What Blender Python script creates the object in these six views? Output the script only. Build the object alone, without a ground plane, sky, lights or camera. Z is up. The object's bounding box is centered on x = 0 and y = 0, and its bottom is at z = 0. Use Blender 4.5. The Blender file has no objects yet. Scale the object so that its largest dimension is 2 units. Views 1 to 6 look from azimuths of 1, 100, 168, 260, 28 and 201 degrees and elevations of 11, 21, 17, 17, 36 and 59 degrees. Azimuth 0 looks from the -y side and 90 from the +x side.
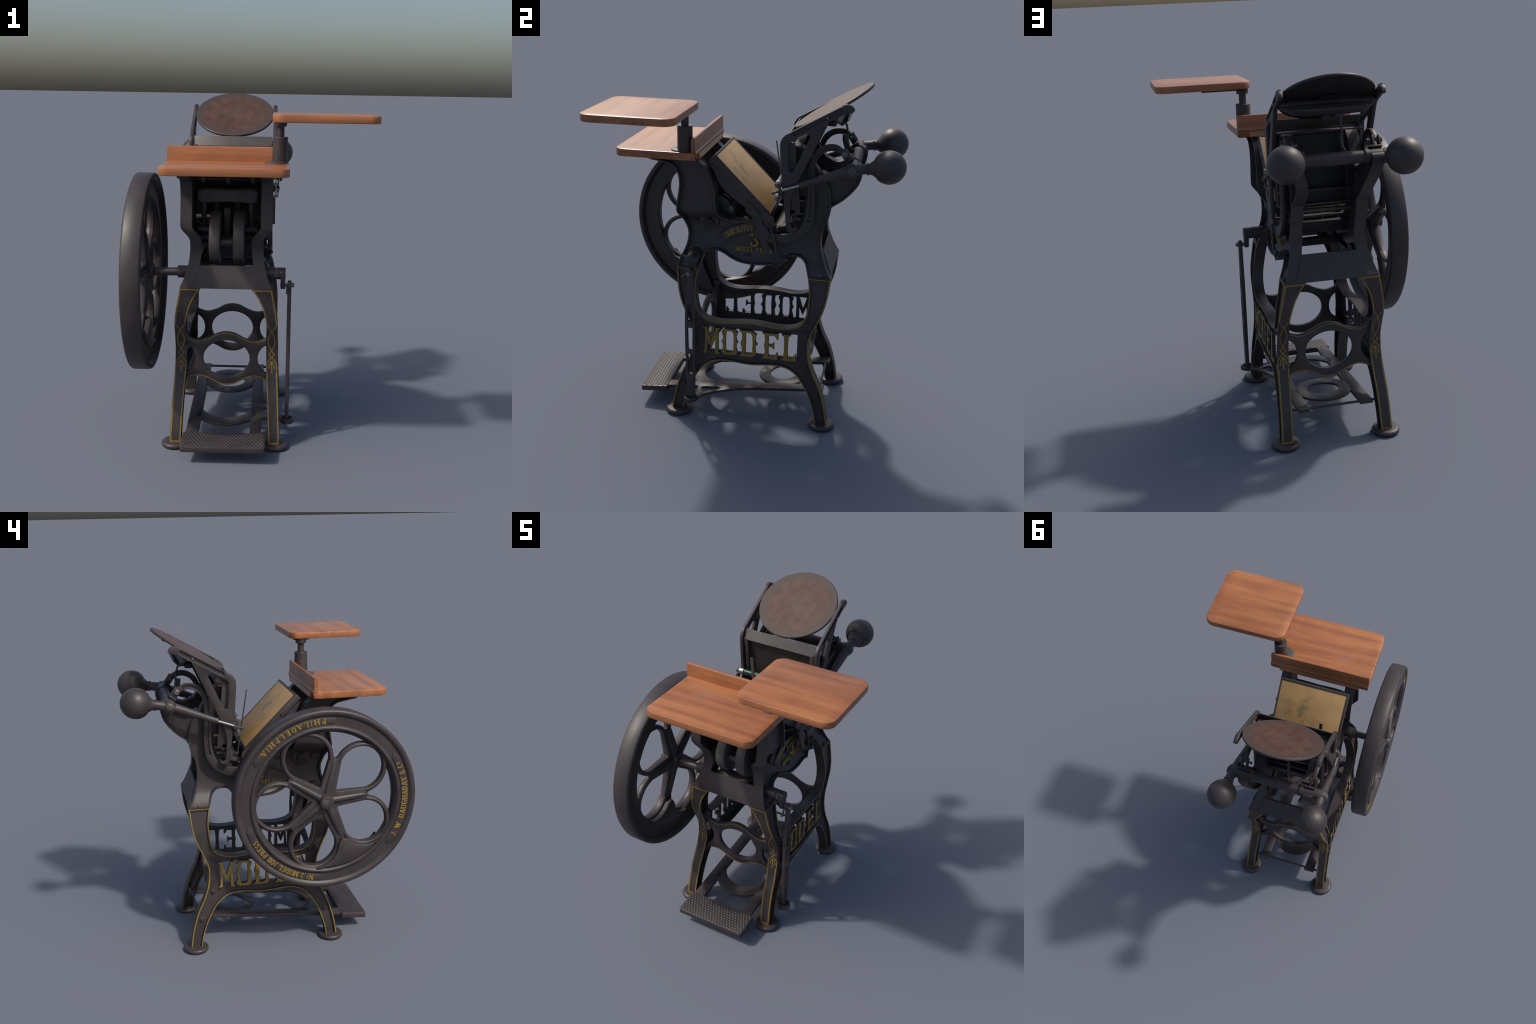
import bpy, bmesh, math, random
from mathutils import Vector, Matrix, geometry

random.seed(7)
XC = -0.124            # x of the press's mid plane
YM = 0.0415            # y of the leg frame's middle

# ------------------------------------------------------------------ materials
def new_mat(name):
    m = bpy.data.materials.new(name)
    m.use_nodes = True
    nt = m.node_tree
    for n in list(nt.nodes):
        nt.nodes.remove(n)
    out = nt.nodes.new('ShaderNodeOutputMaterial')
    b = nt.nodes.new('ShaderNodeBsdfPrincipled')
    nt.links.new(b.outputs[0], out.inputs[0])
    return m, nt, b

def coords(nt, scale=(1, 1, 1)):
    tc = nt.nodes.new('ShaderNodeTexCoord')
    mp = nt.nodes.new('ShaderNodeMapping')
    mp.inputs['Scale'].default_value = scale
    nt.links.new(tc.outputs['Object'], mp.inputs[0])
    return mp.outputs[0]

def noise(nt, vec, scale, detail=4, rough=.55, dist=0):
    n = nt.nodes.new('ShaderNodeTexNoise')
    n.inputs['Scale'].default_value = scale
    n.inputs['Detail'].default_value = detail
    n.inputs['Roughness'].default_value = rough
    n.inputs['Distortion'].default_value = dist
    nt.links.new(vec, n.inputs['Vector'])
    return n.outputs['Fac']

def ramp(nt, fac, stops):
    r = nt.nodes.new('ShaderNodeValToRGB')
    el = r.color_ramp.elements
    while len(el) < len(stops):
        el.new(.5)
    for e, (p, c) in zip(el, stops):
        e.position = p
        e.color = (c[0], c[1], c[2], 1) if isinstance(c, tuple) else (c, c, c, 1)
    nt.links.new(fac, r.inputs[0])
    return r.outputs[0]

def mix(nt, fac, a, b, mode='MIX'):
    n = nt.nodes.new('ShaderNodeMix')
    n.data_type = 'RGBA'
    n.blend_type = mode
    for sock, v in ((n.inputs[0], fac), (n.inputs[6], a), (n.inputs[7], b)):
        if isinstance(v, (int, float)):
            sock.default_value = v
        elif isinstance(v, tuple):
            sock.default_value = (v[0], v[1], v[2], 1)
        else:
            nt.links.new(v, sock)
    return n.outputs[2]

def bump(nt, b, h, strength, dist=.002, bevel=0.0):
    bn = nt.nodes.new('ShaderNodeBump')
    bn.inputs['Strength'].default_value = strength
    bn.inputs['Distance'].default_value = dist
    nt.links.new(h, bn.inputs['Height'])
    if bevel:
        bv = nt.nodes.new('ShaderNodeBevel')
        bv.samples = 4
        bv.inputs['Radius'].default_value = bevel
        nt.links.new(bv.outputs[0], bn.inputs['Normal'])
    nt.links.new(bn.outputs[0], b.inputs['Normal'])

def iron_mat(name, c1, c2, rough=.5, spec=.5, bevel=.003, scale=9):
    m, nt, b = new_mat(name)
    v = coords(nt)
    f = noise(nt, v, scale, 5, .6)
    g = noise(nt, v, 120, 3)
    col = ramp(nt, f, [(.3, c1), (.7, c2)])
    col = mix(nt, .18, col, ramp(nt, g, [(.3, .2), (.7, .8)]), 'OVERLAY')
    nt.links.new(col, b.inputs['Base Color'])
    r = nt.nodes.new('ShaderNodeMapRange')
    r.inputs[3].default_value = rough - .08
    r.inputs[4].default_value = rough + .1
    nt.links.new(f, r.inputs[0])
    nt.links.new(r.outputs[0], b.inputs['Roughness'])
    b.inputs['Specular IOR Level'].default_value = spec
    bump(nt, b, g, .12, .001, bevel)
    return m

IRON = iron_mat('black_iron', (.034, .0262, .0268), (.050, .0395, .0395), .47, .5)
IRON_DARK = iron_mat('dark_iron', (.018, .0145, .015), (.027, .0222, .0225), .55, .4)
IRON_GREY = iron_mat('worn_iron', (.060, .052, .049), (.085, .074, .069), .42, .5)
GOLD = iron_mat('gold_paint', (.215, .135, .024), (.30, .195, .036), .5, .4, 0, 30)
STEEL, _nt, _b = new_mat('bright_steel')
_b.inputs['Base Color'].default_value = (.36, .35, .34, 1)
_b.inputs['Metallic'].default_value = .8
_b.inputs['Roughness'].default_value = .34
DULL_STEEL, _nt, _b = new_mat('dull_steel')
_b.inputs['Base Color'].default_value = (.16, .15, .145, 1)
_b.inputs['Metallic'].default_value = .6
_b.inputs['Roughness'].default_value = .42
ROLLER, _nt, _b = new_mat('green_roller')
_b.inputs['Base Color'].default_value = (.01, .05, .045, 1)
_b.inputs['Roughness'].default_value = .25

def wood_mat():
    m, nt, b = new_mat('varnished_wood')
    v = coords(nt, (.55, 7.5, 7.5))
    f = noise(nt, v, 2.6, 4, .5, .35)
    fine = noise(nt, coords(nt, (3, 60, 60)), 6, 4, .6)
    blot = noise(nt, coords(nt, (1, 1.6, 1)), 6, 3)
    col = ramp(nt, f, [(.25, (.235, .076, .028)), (.5, (.335, .121, .043)), (.75, (.42, .168, .058))])
    col = mix(nt, .13, col, ramp(nt, fine, [(.35, .25), (.65, .75)]), 'OVERLAY')
    col = mix(nt, .30, col, ramp(nt, blot, [(.35, .33), (.65, .58)]), 'OVERLAY')
    # grey worn smears
    sm = noise(nt, coords(nt, (1, 2.2, 1)), 3.7, 3, .5, .4)
    fac = ramp(nt, sm, [(.60, 0.0), (.78, .34)])
    col = mix(nt, fac, col, (.27, .19, .155))
    nt.links.new(col, b.inputs['Base Color'])
    b.inputs['Roughness'].default_value = .42
    b.inputs['Coat Weight'].default_value = .25
    b.inputs['Coat Roughness'].default_value = .22
    bump(nt, b, fine, .08, .001, .003)
    return m
WOOD = wood_mat()

def disk_mat():
    m, nt, b = new_mat('ink_disk_bronze')
    tc = nt.nodes.new('ShaderNodeTexCoord')
    v = tc.outputs['Object']
    sep = nt.nodes.new('ShaderNodeSeparateXYZ'); nt.links.new(v, sep.inputs[0])
    def math_(op, a, bb=None):
        n = nt.nodes.new('ShaderNodeMath'); n.operation = op
        for i, q in enumerate((a, bb)):
            if q is None: continue
            if isinstance(q, (int, float)): n.inputs[i].default_value = q
            else: nt.links.new(q, n.inputs[i])
        return n.outputs[0]
    rad = math_('SQRT', math_('ADD', math_('MULTIPLY', sep.outputs[0], sep.outputs[0]),
                              math_('MULTIPLY', sep.outputs[1], sep.outputs[1])))
    wob = noise(nt, v, 16, 4, .6)
    ring = nt.nodes.new('ShaderNodeTexNoise'); ring.noise_dimensions = '1D'
    ring.inputs['Scale'].default_value = 130; ring.inputs['Detail'].default_value = 2
    nt.links.new(math_('ADD', rad, math_('MULTIPLY', wob, .012)), ring.inputs['W'])
    base = ramp(nt, wob, [(.36, (.062, .030, .021)), (.7, (.104, .054, .038))])
    base = mix(nt, .22, base, ramp(nt, ring.outputs['Fac'], [(.3, .25), (.7, .75)]), 'OVERLAY')
    edge = ramp(nt, math_('ADD', rad, math_('MULTIPLY', wob, .09)), [(.225, 0.0), (.262, .8)])
    col = mix(nt, edge, base, (.056, .042, .036))
    cen = ramp(nt, rad, [(.012, .5), (.06, 0.0)])
    col = mix(nt, cen, col, (.085, .058, .048))
    nt.links.new(col, b.inputs['Base Color'])
    b.inputs['Roughness'].default_value = .46
    b.inputs['Specular IOR Level'].default_value = .38
    bump(nt, b, ring.outputs['Fac'], .1, .001)
    return m
DISK = disk_mat()

def paper_mat():
    m, nt, b = new_mat('oiled_tympan_paper')
    v = coords(nt)
    f = noise(nt, v, 7, 4, .55)
    col = ramp(nt, f, [(.3, (.36, .212, .078)), (.7, (.45, .275, .108))])
    # blotched green-grey stain towards the middle of the sheet
    tc = nt.nodes.new('ShaderNodeTexCoord')
    d = nt.nodes.new('ShaderNodeVectorMath'); d.operation = 'DISTANCE'
    d.inputs[1].default_value = (-.065, -.055, 1.47)
    nt.links.new(tc.outputs['Object'], d.inputs[0])
    prox = ramp(nt, d.outputs['Value'], [(.04, 1.0), (.17, 0.0)])
    st = ramp(nt, noise(nt, v, 17, 3, .5, .5), [(.46, 0.0), (.68, .85)])
    fac = mix(nt, 1.0, prox, st, 'MULTIPLY')
    col = mix(nt, fac, col, (.115, .112, .052))
    st2 = ramp(nt, noise(nt, v, 8.3, 3), [(.5, 0.0), (.75, .5)])
    fac2 = mix(nt, 1.0, prox, st2, 'MULTIPLY')
    col = mix(nt, fac2, col, (.26, .125, .055))
    pale = ramp(nt, noise(nt, coords(nt, (.7, 1, 1)), 5.1, 2), [(.58, 0.0), (.78, .3)])
    col = mix(nt, pale, col, (.46, .33, .19))
    nt.links.new(col, b.inputs['Base Color'])
    b.inputs['Roughness'].default_value = .5
    return m
PAPER = paper_mat()

# ------------------------------------------------------------------ scene tree
def link(o):
    bpy.context.scene.collection.objects.link(o)
    return o

ROOT = link(bpy.data.objects.new('printing_press', None))
ROOT['label'] = 'antique black iron treadle printing press with wooden tables'
ROOT['category'] = 'printing press'

def group(name, parent=None):
    o = link(bpy.data.objects.new(name, None))
    o.parent = parent or ROOT
    return o

def obj(name, mesh, mat=None, parent=None, sharp=32):
    mesh.name = name
    if mat is not None:
        for m in (mat if isinstance(mat, (list, tuple)) else [mat]):
            mesh.materials.append(m)
    for p in mesh.polygons:
        p.use_smooth = True
    mesh.set_sharp_from_angle(angle=math.radians(sharp))
    o = link(bpy.data.objects.new(name, mesh))
    o.parent = parent or ROOT
    return o

def from_bm(bm, normals=True):
    if normals:
        bmesh.ops.recalc_face_normals(bm, faces=bm.faces[:])
    me = bpy.data.meshes.new('m')
    bm.to_mesh(me)
    bm.free()
    return me

def join(meshes):
    bm = bmesh.new()
    for m in meshes:
        bm.from_mesh(m)
    me = bpy.data.meshes.new('m')
    bm.to_mesh(me); bm.free()
    return me

def move(me, fn):
    for v in me.vertices:
        v.co = fn(v.co.copy())
    return me

def mirror(me):
    """mirror a mesh about the press's mid plane"""
    bm = bmesh.new(); bm.from_mesh(me)
    for v in bm.verts:
        v.co.x = 2 * XC - v.co.x
    bmesh.ops.reverse_faces(bm, faces=bm.faces[:])
    m2 = bpy.data.meshes.new('m'); bm.to_mesh(m2); bm.free()
    return m2

# ------------------------------------------------------------------ curves
def smooth(pts, n=6, closed=False):
    """Catmull-Rom through control points; a point given as (a, b, 'c') stays a corner"""
    P = [tuple(p[:2]) for p in pts]
    C = [len(p) > 2 for p in pts]
    N = len(P)
    out = []
    segs = N if closed else N - 1
    for i in range(segs):
        p1, p2 = P[i], P[(i + 1) % N]
        p0 = P[i - 1] if (closed or i > 0) else p1
        p3 = P[(i + 2) % N] if (closed or i + 2 < N) else p2
        if C[i]: p0 = p1
        if C[(i + 1) % N]: p3 = p2
        for k in range(n):
            t = k / n
            out.append(tuple(.5 * (2 * b + (c - a) * t + (2 * a - 5 * b + 4 * c - d) * t * t
                                   + (3 * b - a - 3 * c + d) * t ** 3)
                             for a, b, c, d in zip(p0, p1, p2, p3)))
    if not closed:
        out.append(P[-1])
    return out

def lerp_table(tab, z):
    if z <= tab[0][0]: return tab[0][1]
    for (a, va), (b, vb) in zip(tab, tab[1:]):
        if z <= b:
            return va + (vb - va) * (z - a) / (b - a)
    return tab[-1][1]

def sstep(a, b, x):
    t = max(0, min(1, (x - a) / (b - a)))
    return t * t * (3 - 2 * t)

# ------------------------------------------------------------------ solids
def inside(p, loops):
    c = False
    for lp in loops:
        n = len(lp)
        for k in range(n):
            (x0, y0), (x1, y1) = lp[k], lp[(k + 1) % n]
            if (y0 > p[1]) != (y1 > p[1]) and p[0] < (x1 - x0) * (p[1] - y0) / (y1 - y0) + x0:
                c = not c
    return c

def clean(lp):
    out = []
    for p in lp:
        if not out or math.hypot(p[0] - out[-1][0], p[1] - out[-1][1]) > 2e-4:
            out.append((p[0], p[1]))
    if math.hypot(out[0][0] - out[-1][0], out[0][1] - out[-1][1]) < 2e-4:
        out.pop()
    return out

def inset(lp, d):
    """move a counter-clockwise loop inwards by d (a clockwise one outwards)"""
    n = len(lp); out = []
    for k in range(n):
        a, p, b = Vector(lp[k - 1]), Vector(lp[k]), Vector(lp[(k + 1) % n])
        d1 = (p - a).normalized(); d2 = (b - p).normalized()
        n1 = Vector((-d1.y, d1.x)); n2 = Vector((-d2.y, d2.x)); m = n1 + n2
        if m.length < .3: m = n1.copy()
        m.normalize()
        q = p + m * d / max(m.dot(n1), .6)
        out.append((q.x, q.y))
    return out

def area(lp):
    return .5 * sum(lp[k - 1][0] * lp[k][1] - lp[k][0] * lp[k - 1][1] for k in range(len(lp)))

def plate(loops, thick, bevel=0.0):
    """flat plate from 2D loops (first the outline, then holes), centred on w = 0, chamfered rims"""
    L = []
    for k, lp in enumerate(loops):
        lp = clean(lp)
        if (area(lp) > 0) != (k == 0): lp = lp[::-1]
        L.append(lp)
    rings = [([inset(lp, bevel) for lp in L], thick / 2)]
    if bevel:
        rings.append(([inset(lp, bevel * .3) for lp in L], thick / 2 - bevel * .3))
        rings.append((L, thick / 2 - bevel))
    top = rings[0][0]
    flat, edges = [], []
    for lp in top:
        o = len(flat); n = len(lp)
        flat += [Vector(p) for p in lp]
        edges += [(o + k, o + (k + 1) % n) for k in range(n)]
    vv, ee, ff, ov, oe, of = geometry.delaunay_2d_cdt(flat, edges, [], 0, 1e-6)
    bm = bmesh.new()
    hi = [bm.verts.new((v.x, v.y, thick / 2)) for v in vv]
    lo = [bm.verts.new((v.x, v.y, -thick / 2)) for v in vv]
    first = {}
    for k, src in enumerate(ov):
        for q in src: first[q] = k
    for f in ff:
        c = ((vv[f[0]].x + vv[f[1]].x + vv[f[2]].x) / 3, (vv[f[0]].y + vv[f[1]].y + vv[f[2]].y) / 3)
        if inside(c, top):
            bm.faces.new([hi[k] for k in f]); bm.faces.new([lo[k] for k in f[::-1]])
    base = 0
    for li, lp in enumerate(L):
        n = len(lp)
        stack = [[hi[first[base + k]] for k in range(n)]]
        for rg, w in rings[1:]:
            stack.append([bm.verts.new((p[0], p[1], w)) for p in rg[li]])
        for rg, w in rings[:0:-1]:
            stack.append([bm.verts.new((p[0], p[1], -w)) for p in rg[li]])
        stack.append([lo[first[base + k]] for k in range(n)])
        for r, q in zip(stack, stack[1:]):
            for k in range(n):
                try:
                    bm.faces.new((r[k], q[k], q[(k + 1) % n], r[(k + 1) % n]))
                except ValueError:
                    pass
        base += n
    bmesh.ops.remove_doubles(bm, verts=bm.verts[:], dist=1e-6)
    return from_bm(bm)

def shrink(lp, d):
    lp = clean(lp)
    return inset(lp if area(lp) > 0 else lp[::-1], d)

def to_side(me, x):                 # plate drawn in (y, z), facing +x
    return move(me, lambda c: Vector((x + c.z, c.x, c.y)))

def to_front(me, y):                # plate drawn in (x, z), facing -y
    return move(me, lambda c: Vector((c.x, y - c.z, c.y)))

def cut_levels(me, zs, axis=2):
    bm = bmesh.new(); bm.from_mesh(me)
    no = Vector((0, 0, 0)); no[axis] = 1
    for z in zs:
        co = Vector((0, 0, 0)); co[axis] = z
        bmesh.ops.bisect_plane(bm, geom=bm.verts[:] + bm.edges[:] + bm.faces[:], plane_co=co, plane_no=no, dist=1e-5)
    m2 = bpy.data.meshes.new('m'); bm.to_mesh(m2); bm.free()
    return m2

def ribbon(path, xo, xi, t, closed=False, off=0.0):
    """flange that follows a (y, z) path: from x = xo(y,z) to x = xi(y,z), thickness t to the
    left of the path's direction, shifted to the right by off"""
    n = len(path)
    bm = bmesh.new()
    rows = []
    for i, p in enumerate(path):
        a = path[i - 1] if (closed or i) else p
        b = path[(i + 1) % n] if (closed or i + 1 < n) else p
        d1 = Vector((p[0] - a[0], p[1] - a[1])); d2 = Vector((b[0] - p[0], b[1] - p[1]))
        if d1.length < 1e-7: d1 = d2
        if d2.length < 1e-7: d2 = d1
        d1.normalize(); d2.normalize()
        n1 = Vector((-d1.y, d1.x)); n2 = Vector((-d2.y, d2.x))
        m = n1 + n2
        if m.length < .2: m = n1
        m.normalize()
        k = min(1 / max(m.dot(n1), .35), 2)
        o = Vector(p) - m * off * k
        q = Vector(p) + m * t * k
        x0, x1 = xo(*p), xi(*p)
        rows.append([bm.verts.new((x0, o.x, o.y)), bm.verts.new((x1, o.x, o.y)),
                     bm.verts.new((x1, q.x, q.y)), bm.verts.new((x0, q.x, q.y))])
    m = n if closed else n - 1
    for i in range(m):
        r, s = rows[i], rows[(i + 1) % n]
        for k in range(4):
            bm.faces.new((r[k], r[(k + 1) % 4], s[(k + 1) % 4], s[k]))
    if not closed:
        bm.faces.new(rows[0]); bm.faces.new(rows[-1])
    return from_bm(bm)

def box(x0, x1, y0, y1, z0, z1, bev=.004, seg=2):
    bm = bmesh.new()
    bmesh.ops.create_cube(bm, size=1)
    for v in bm.verts:
        v.co = Vector((x0 + (v.co.x + .5) * (x1 - x0), y0 + (v.co.y + .5) * (y1 - y0), z0 + (v.co.z + .5) * (z1 - z0)))
    if bev:
        bmesh.ops.bevel(bm, geom=bm.edges[:], offset=bev, segments=seg, profile=.5, affect='EDGES')
    return from_bm(bm)

def lathe(prof, origin, axis, segs=32):
    """turned solid; prof = [(distance along axis, radius), ...]"""
    ax = Vector(axis).normalized()
    u = ax.orthogonal().normalized(); w = ax.cross(u)
    bm = bmesh.new()
    rows = []
    for a, r in prof:
        c = Vector(origin) + ax * a
        if r < 1e-6:
            rows.append([bm.verts.new(c)])
        else:
            rows.append([bm.verts.new(c + (u * math.cos(2 * math.pi * k / segs) + w * math.sin(2 * math.pi * k / segs)) * r) for k in range(segs)])
    for r, s in zip(rows, rows[1:]):
        for k in range(segs):
            l = (k + 1) % segs
            if len(r) == 1 and len(s) == 1: continue
            if len(r) == 1: bm.faces.new((r[0], s[l], s[k]))
            elif len(s) == 1: bm.faces.new((r[k], r[l], s[0]))
            else: bm.faces.new((r[k], r[l], s[l], s[k]))
    if len(rows[0]) > 1: bm.faces.new(rows[0])
    if len(rows[-1]) > 1: bm.faces.new(rows[-1])
    return from_bm(bm)

def rod(a, b, r, r2=None, segs=20, bev=.002):
    a, b = Vector(a), Vector(b)
    L = (b - a).length
    r2 = r if r2 is None else r2
    e = min(bev, r * .4)
    return lathe([(0, r - e), (e, r), (L - e, r2), (L, r2 - e)], a, b - a, segs)

def tube(pts, r, segs=10, flat=1.0):
    """swept round bar through 3D points; r number or list"""
    P = [Vector(p) for p in pts]
    bm = bmesh.new(); rows = []
    for i, p in enumerate(P):
        d = (P[min(i + 1, len(P) - 1)] - P[max(i - 1, 0)]).normalized()
        u = d.cross(Vector((1, 0, 0)))
        if u.length < .1: u = d.cross(Vector((0, 0, 1)))
        u.normalize(); w = d.cross(u)
        rr = r[i] if isinstance(r, (list, tuple)) else r
        rows.append([bm.verts.new(p + (u * math.cos(2 * math.pi * k / segs) + w * math.sin(2 * math.pi * k / segs) * flat) * rr) for k in range(segs)])
    for a, b in zip(rows, rows[1:]):
        for k in range(segs):
            bm.faces.new((a[k], a[(k + 1) % segs], b[(k + 1) % segs], b[k]))
    bm.faces.new(rows[0]); bm.faces.new(rows[-1])
    return from_bm(bm)

def circle(cx, cy, r, n=40, r2=None):
    return [(cx + r * math.cos(2 * math.pi * k / n), cy + (r2 or r) * math.sin(2 * math.pi * k / n)) for k in range(n)]

def text_mesh(body, size, ext, fat=0.0):
    cu = bpy.data.curves.new('t', 'FONT')
    cu.body = body; cu.size = size; cu.extrude = ext; cu.offset = fat
    cu.align_x = 'CENTER'; cu.align_y = 'CENTER'
    cu.resolution_u = 4
    o = link(bpy.data.objects.new('t', cu))
    dg = bpy.context.evaluated_depsgraph_get()
    me = bpy.data.meshes.new_from_object(o.evaluated_get(dg))
    bpy.data.objects.remove(o); bpy.data.curves.remove(cu)
    return me

# slab serif capitals: strokes on a 1 x 1 cell, thick ones and hairlines, every foot gets a slab
GLYPH = {
 'A': ([(.12, 0, .5, 1, .10), (.5, 1, .88, 0, .20), (.27, .3, .75, .3, .09)], [(.12, 0), (.88, 0)], .9),
 'C': ([('arc', .5, .5, .36, .44, 50, 310, .19)], [], .8),
 'D': ([(.2, 0, .2, 1, .2), ('arc', .38, .5, .42, .46, -90, 90, .17)], [(.2, 0), (.2, 1)], .85),
 'E': ([(.22, 0, .22, 1, .2), (.22, .05, .82, .05, .1), (.22, .95, .8, .95, .1), (.22, .5, .62, .5, .1), (.8, .05, .8, .25, .09), (.78, .95, .78, .75, .09)], [(.22, 0), (.22, 1)], .85),
 'G': ([('arc', .5, .5, .36, .44, 50, 330, .19), (.8, .1, .8, .45, .17), (.6, .45, .92, .45, .09)], [], .9),
 'H': ([(.18, 0, .18, 1, .19), (.82, 0, .82, 1, .19), (.18, .5, .82, .5, .1)], [(.18, 0), (.18, 1), (.82, 0), (.82, 1)], .95),
 'I': ([(.5, 0, .5, 1, .22)], [(.5, 0), (.5, 1)], .5),
 'J': ([(.6, .2, .6, 1, .2), ('arc', .38, .22, .22, .2, 180, 360, .14)], [(.6, 1)], .65),
 'L': ([(.22, 0, .22, 1, .2), (.22, .05, .85, .05, .1), (.83, .05, .83, .32, .1)], [(.22, 0), (.22, 1)], .82),
 'M': ([(.14, 0, .14, 1, .11), (.14, 1, .5, .1, .17), (.5, .1, .86, 1, .1), (.86, 0, .86, 1, .18)], [(.14, 0), (.86, 0), (.14, 1), (.86, 1)], 1.05),
 'N': ([(.16, 0, .16, 1, .11), (.16, 1, .84, 0, .2), (.84, 0, .84, 1, .11)], [(.16, 0), (.16, 1), (.84, 1)], .95),
 'O': ([('arc', .5, .5, .36, .44, 0, 360, .19)], [], .85),
 'P': ([(.22, 0, .22, 1, .2), ('arc', .4, .73, .34, .23, -90, 90, .15)], [(.22, 0), (.22, 1)], .8),
 'R': ([(.22, 0, .22, 1, .2), ('arc', .4, .75, .32, .21, -90, 90, .15), (.45, .52, .8, 0, .19)], [(.22, 0), (.22, 1), (.82, 0)], .88),
 'S': ([('arc', .5, .73, .28, .22, 20, 270, .15), ('arc', .5, .27, .3, .24, -160, 90, .16)], [], .75),
 'U': ([(.2, .3, .2, 1, .2), ('arc', .5, .32, .3, .28, 180, 360, .15), (.8, .3, .8, 1, .11)], [(.2, 1), (.8, 1)], .9),
 'V': ([(.12, 1, .5, 0, .2), (.5, 0, .88, 1, .1)], [(.12, 1), (.88, 1)], .9),
 'W': ([(.08, 1, .3, 0, .17), (.3, 0, .5, .85, .1), (.5, .85, .7, 0, .17), (.7, 0, .92, 1, .1)], [(.08, 1), (.92, 1)], 1.2),
 'Y': ([(.12, 1, .5, .45, .2), (.5, .45, .88, 1, .1), (.5, 0, .5, .5, .2)], [(.12, 1), (.88, 1), (.5, 0)], .88),
 'B': ([(.22, 0, .22, 1, .2), ('arc', .42, .75, .30, .21, -90, 90, .15), ('arc', .42, .26, .35, .22, -90, 90, .16)], [(.22, 0), (.22, 1)], .85),
 '3': ([('arc', .47, .74, .27, .22, -90, 150, .15), ('arc', .47, .27, .32, .23, -150, 90, .17), ('dot', .24, .8, .09), ('dot', .2, .2, .1)], [], .75),
 '&': ([('arc', .45, .76, .2, .2, 0, 360, .13), ('arc', .42, .27, .3, .25, 0, 360, .14), (.35, .65, .9, .05, .15)], [], .9),
 'o': ([('arc', .5, .72, .24, .22, 0, 360, .13), (.3, .36, .7, .36, .1)], [], .55),
 '.': ([('dot', .5, .09, .12)], [], .4),
 ' ': ([], [], .45),
}

def glyph_mesh(ch, size, ext, squeeze=1.0):
    strokes, slabs, wid = GLYPH[ch]
    bm = bmesh.new()
    lvl = [0]
    def prism(pts):
        lvl[0] += 1
        e = ext + lvl[0] * 2e-5        # each stroke a hair higher, so no two faces coincide
        lo = [bm.verts.new(((p[0] - .5) * wid * size * squeeze, (p[1] - .5) * size, -ext)) for p in pts]
        hi = [bm.verts.new(((p[0] - .5) * wid * size * squeeze, (p[1] - .5) * size, e)) for p in pts]
        n = len(pts)
        bm.faces.new(hi); bm.faces.new(lo[::-1])
        for k in range(n):
            bm.faces.new((lo[k], lo[(k + 1) % n], hi[(k + 1) % n], hi[k]))
    for s in strokes:
        if s[0] == 'arc':
            _, cx, cy, rx, ry, a0, a1, w = s
            w *= 1.35
            n = max(4, int(abs(a1 - a0) / 24))
            for k in range(n):
                q = []
                for a, sg in ((k, 1), (k + 1, 1), (k + 1, -1), (k, -1)):
                    t = math.radians(a0 + (a1 - a0) * a / n)
                    ww = w * (.45 + .55 * abs(math.cos(t)))
                    q.append((cx + (rx + sg * ww / 2) * math.cos(t), cy + (ry + sg * ww / 2) * math.sin(t)))
                prism(q[::-1])
        elif s[0] == 'dot':
            prism(circle(s[1], s[2], s[3] * 1.15, 10))
        else:
            x0, y0, x1, y1, w = s
            w *= 1.4
            if abs(y1 - y0) < abs(x1 - x0) * .2:
                prism([(x0, y0 - w / 2), (x1, y0 - w / 2), (x1, y0 + w / 2), (x0, y0 + w / 2)])
            else:
                prism([(x0 - w / 2, y0), (x1 - w / 2, y1), (x1 + w / 2, y1), (x0 + w / 2, y0)])
    for x, y in slabs:
        a, b = (0, .12) if y < .5 else (.88, 1)
        prism([(x - .24, a), (x + .24, a), (x + .24, b), (x - .24, b)])
    return from_bm(bm), wid

# ================================================================== LEG FRAMES
def HL(y, z):        # half width (from the mid plane) of the lower frame's outer rim
    return lerp_table([(0, .315), (.02, .314), (.29, .303), (.45, .2945), (.57, .2915), (.71, .2915), (.77, .286), (.83, .2755), (.93, .257)], z)
def HL_in(y, z):     # inner edge of the leg's front flange
    return lerp_table([(0, .253), (.29, .239), (.42, .231), (.65, .228), (.71, .230), (.77, .219), (.83, .202), (.88, .178), (.93, .146)], z)

LEG_OUT = [(.447, .93), (.441, .87), (.432, .80), (.410, .72), (.376, .64), (.347, .565), (.341, .51), (.346, .45),
           (.362, .39), (.385, .33), (.418, .26), (.448, .165), (.465, .08), (.473, .018)]
LEG_U = [(.318, .93), (.329, .86), (.330, .79), (.321, .715), (.303, .665), (.262, .633), (.205, .620), (.14, .620), (.07, .628), (0, .632)]
LEG_ARCH = [(.402, .018), (.392, .08), (.375, .145), (.336, .24), (.278, .327), (.215, .366), (.14, .375), (.07, .369), (0, .364)]

def both(half):      # half profile (t >= 0, ends on t = 0) -> full, from +t to -t
    return [(YM + a, b) for a, b in half] + [(YM - a, b) for a, b in half[-2::-1]]

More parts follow.
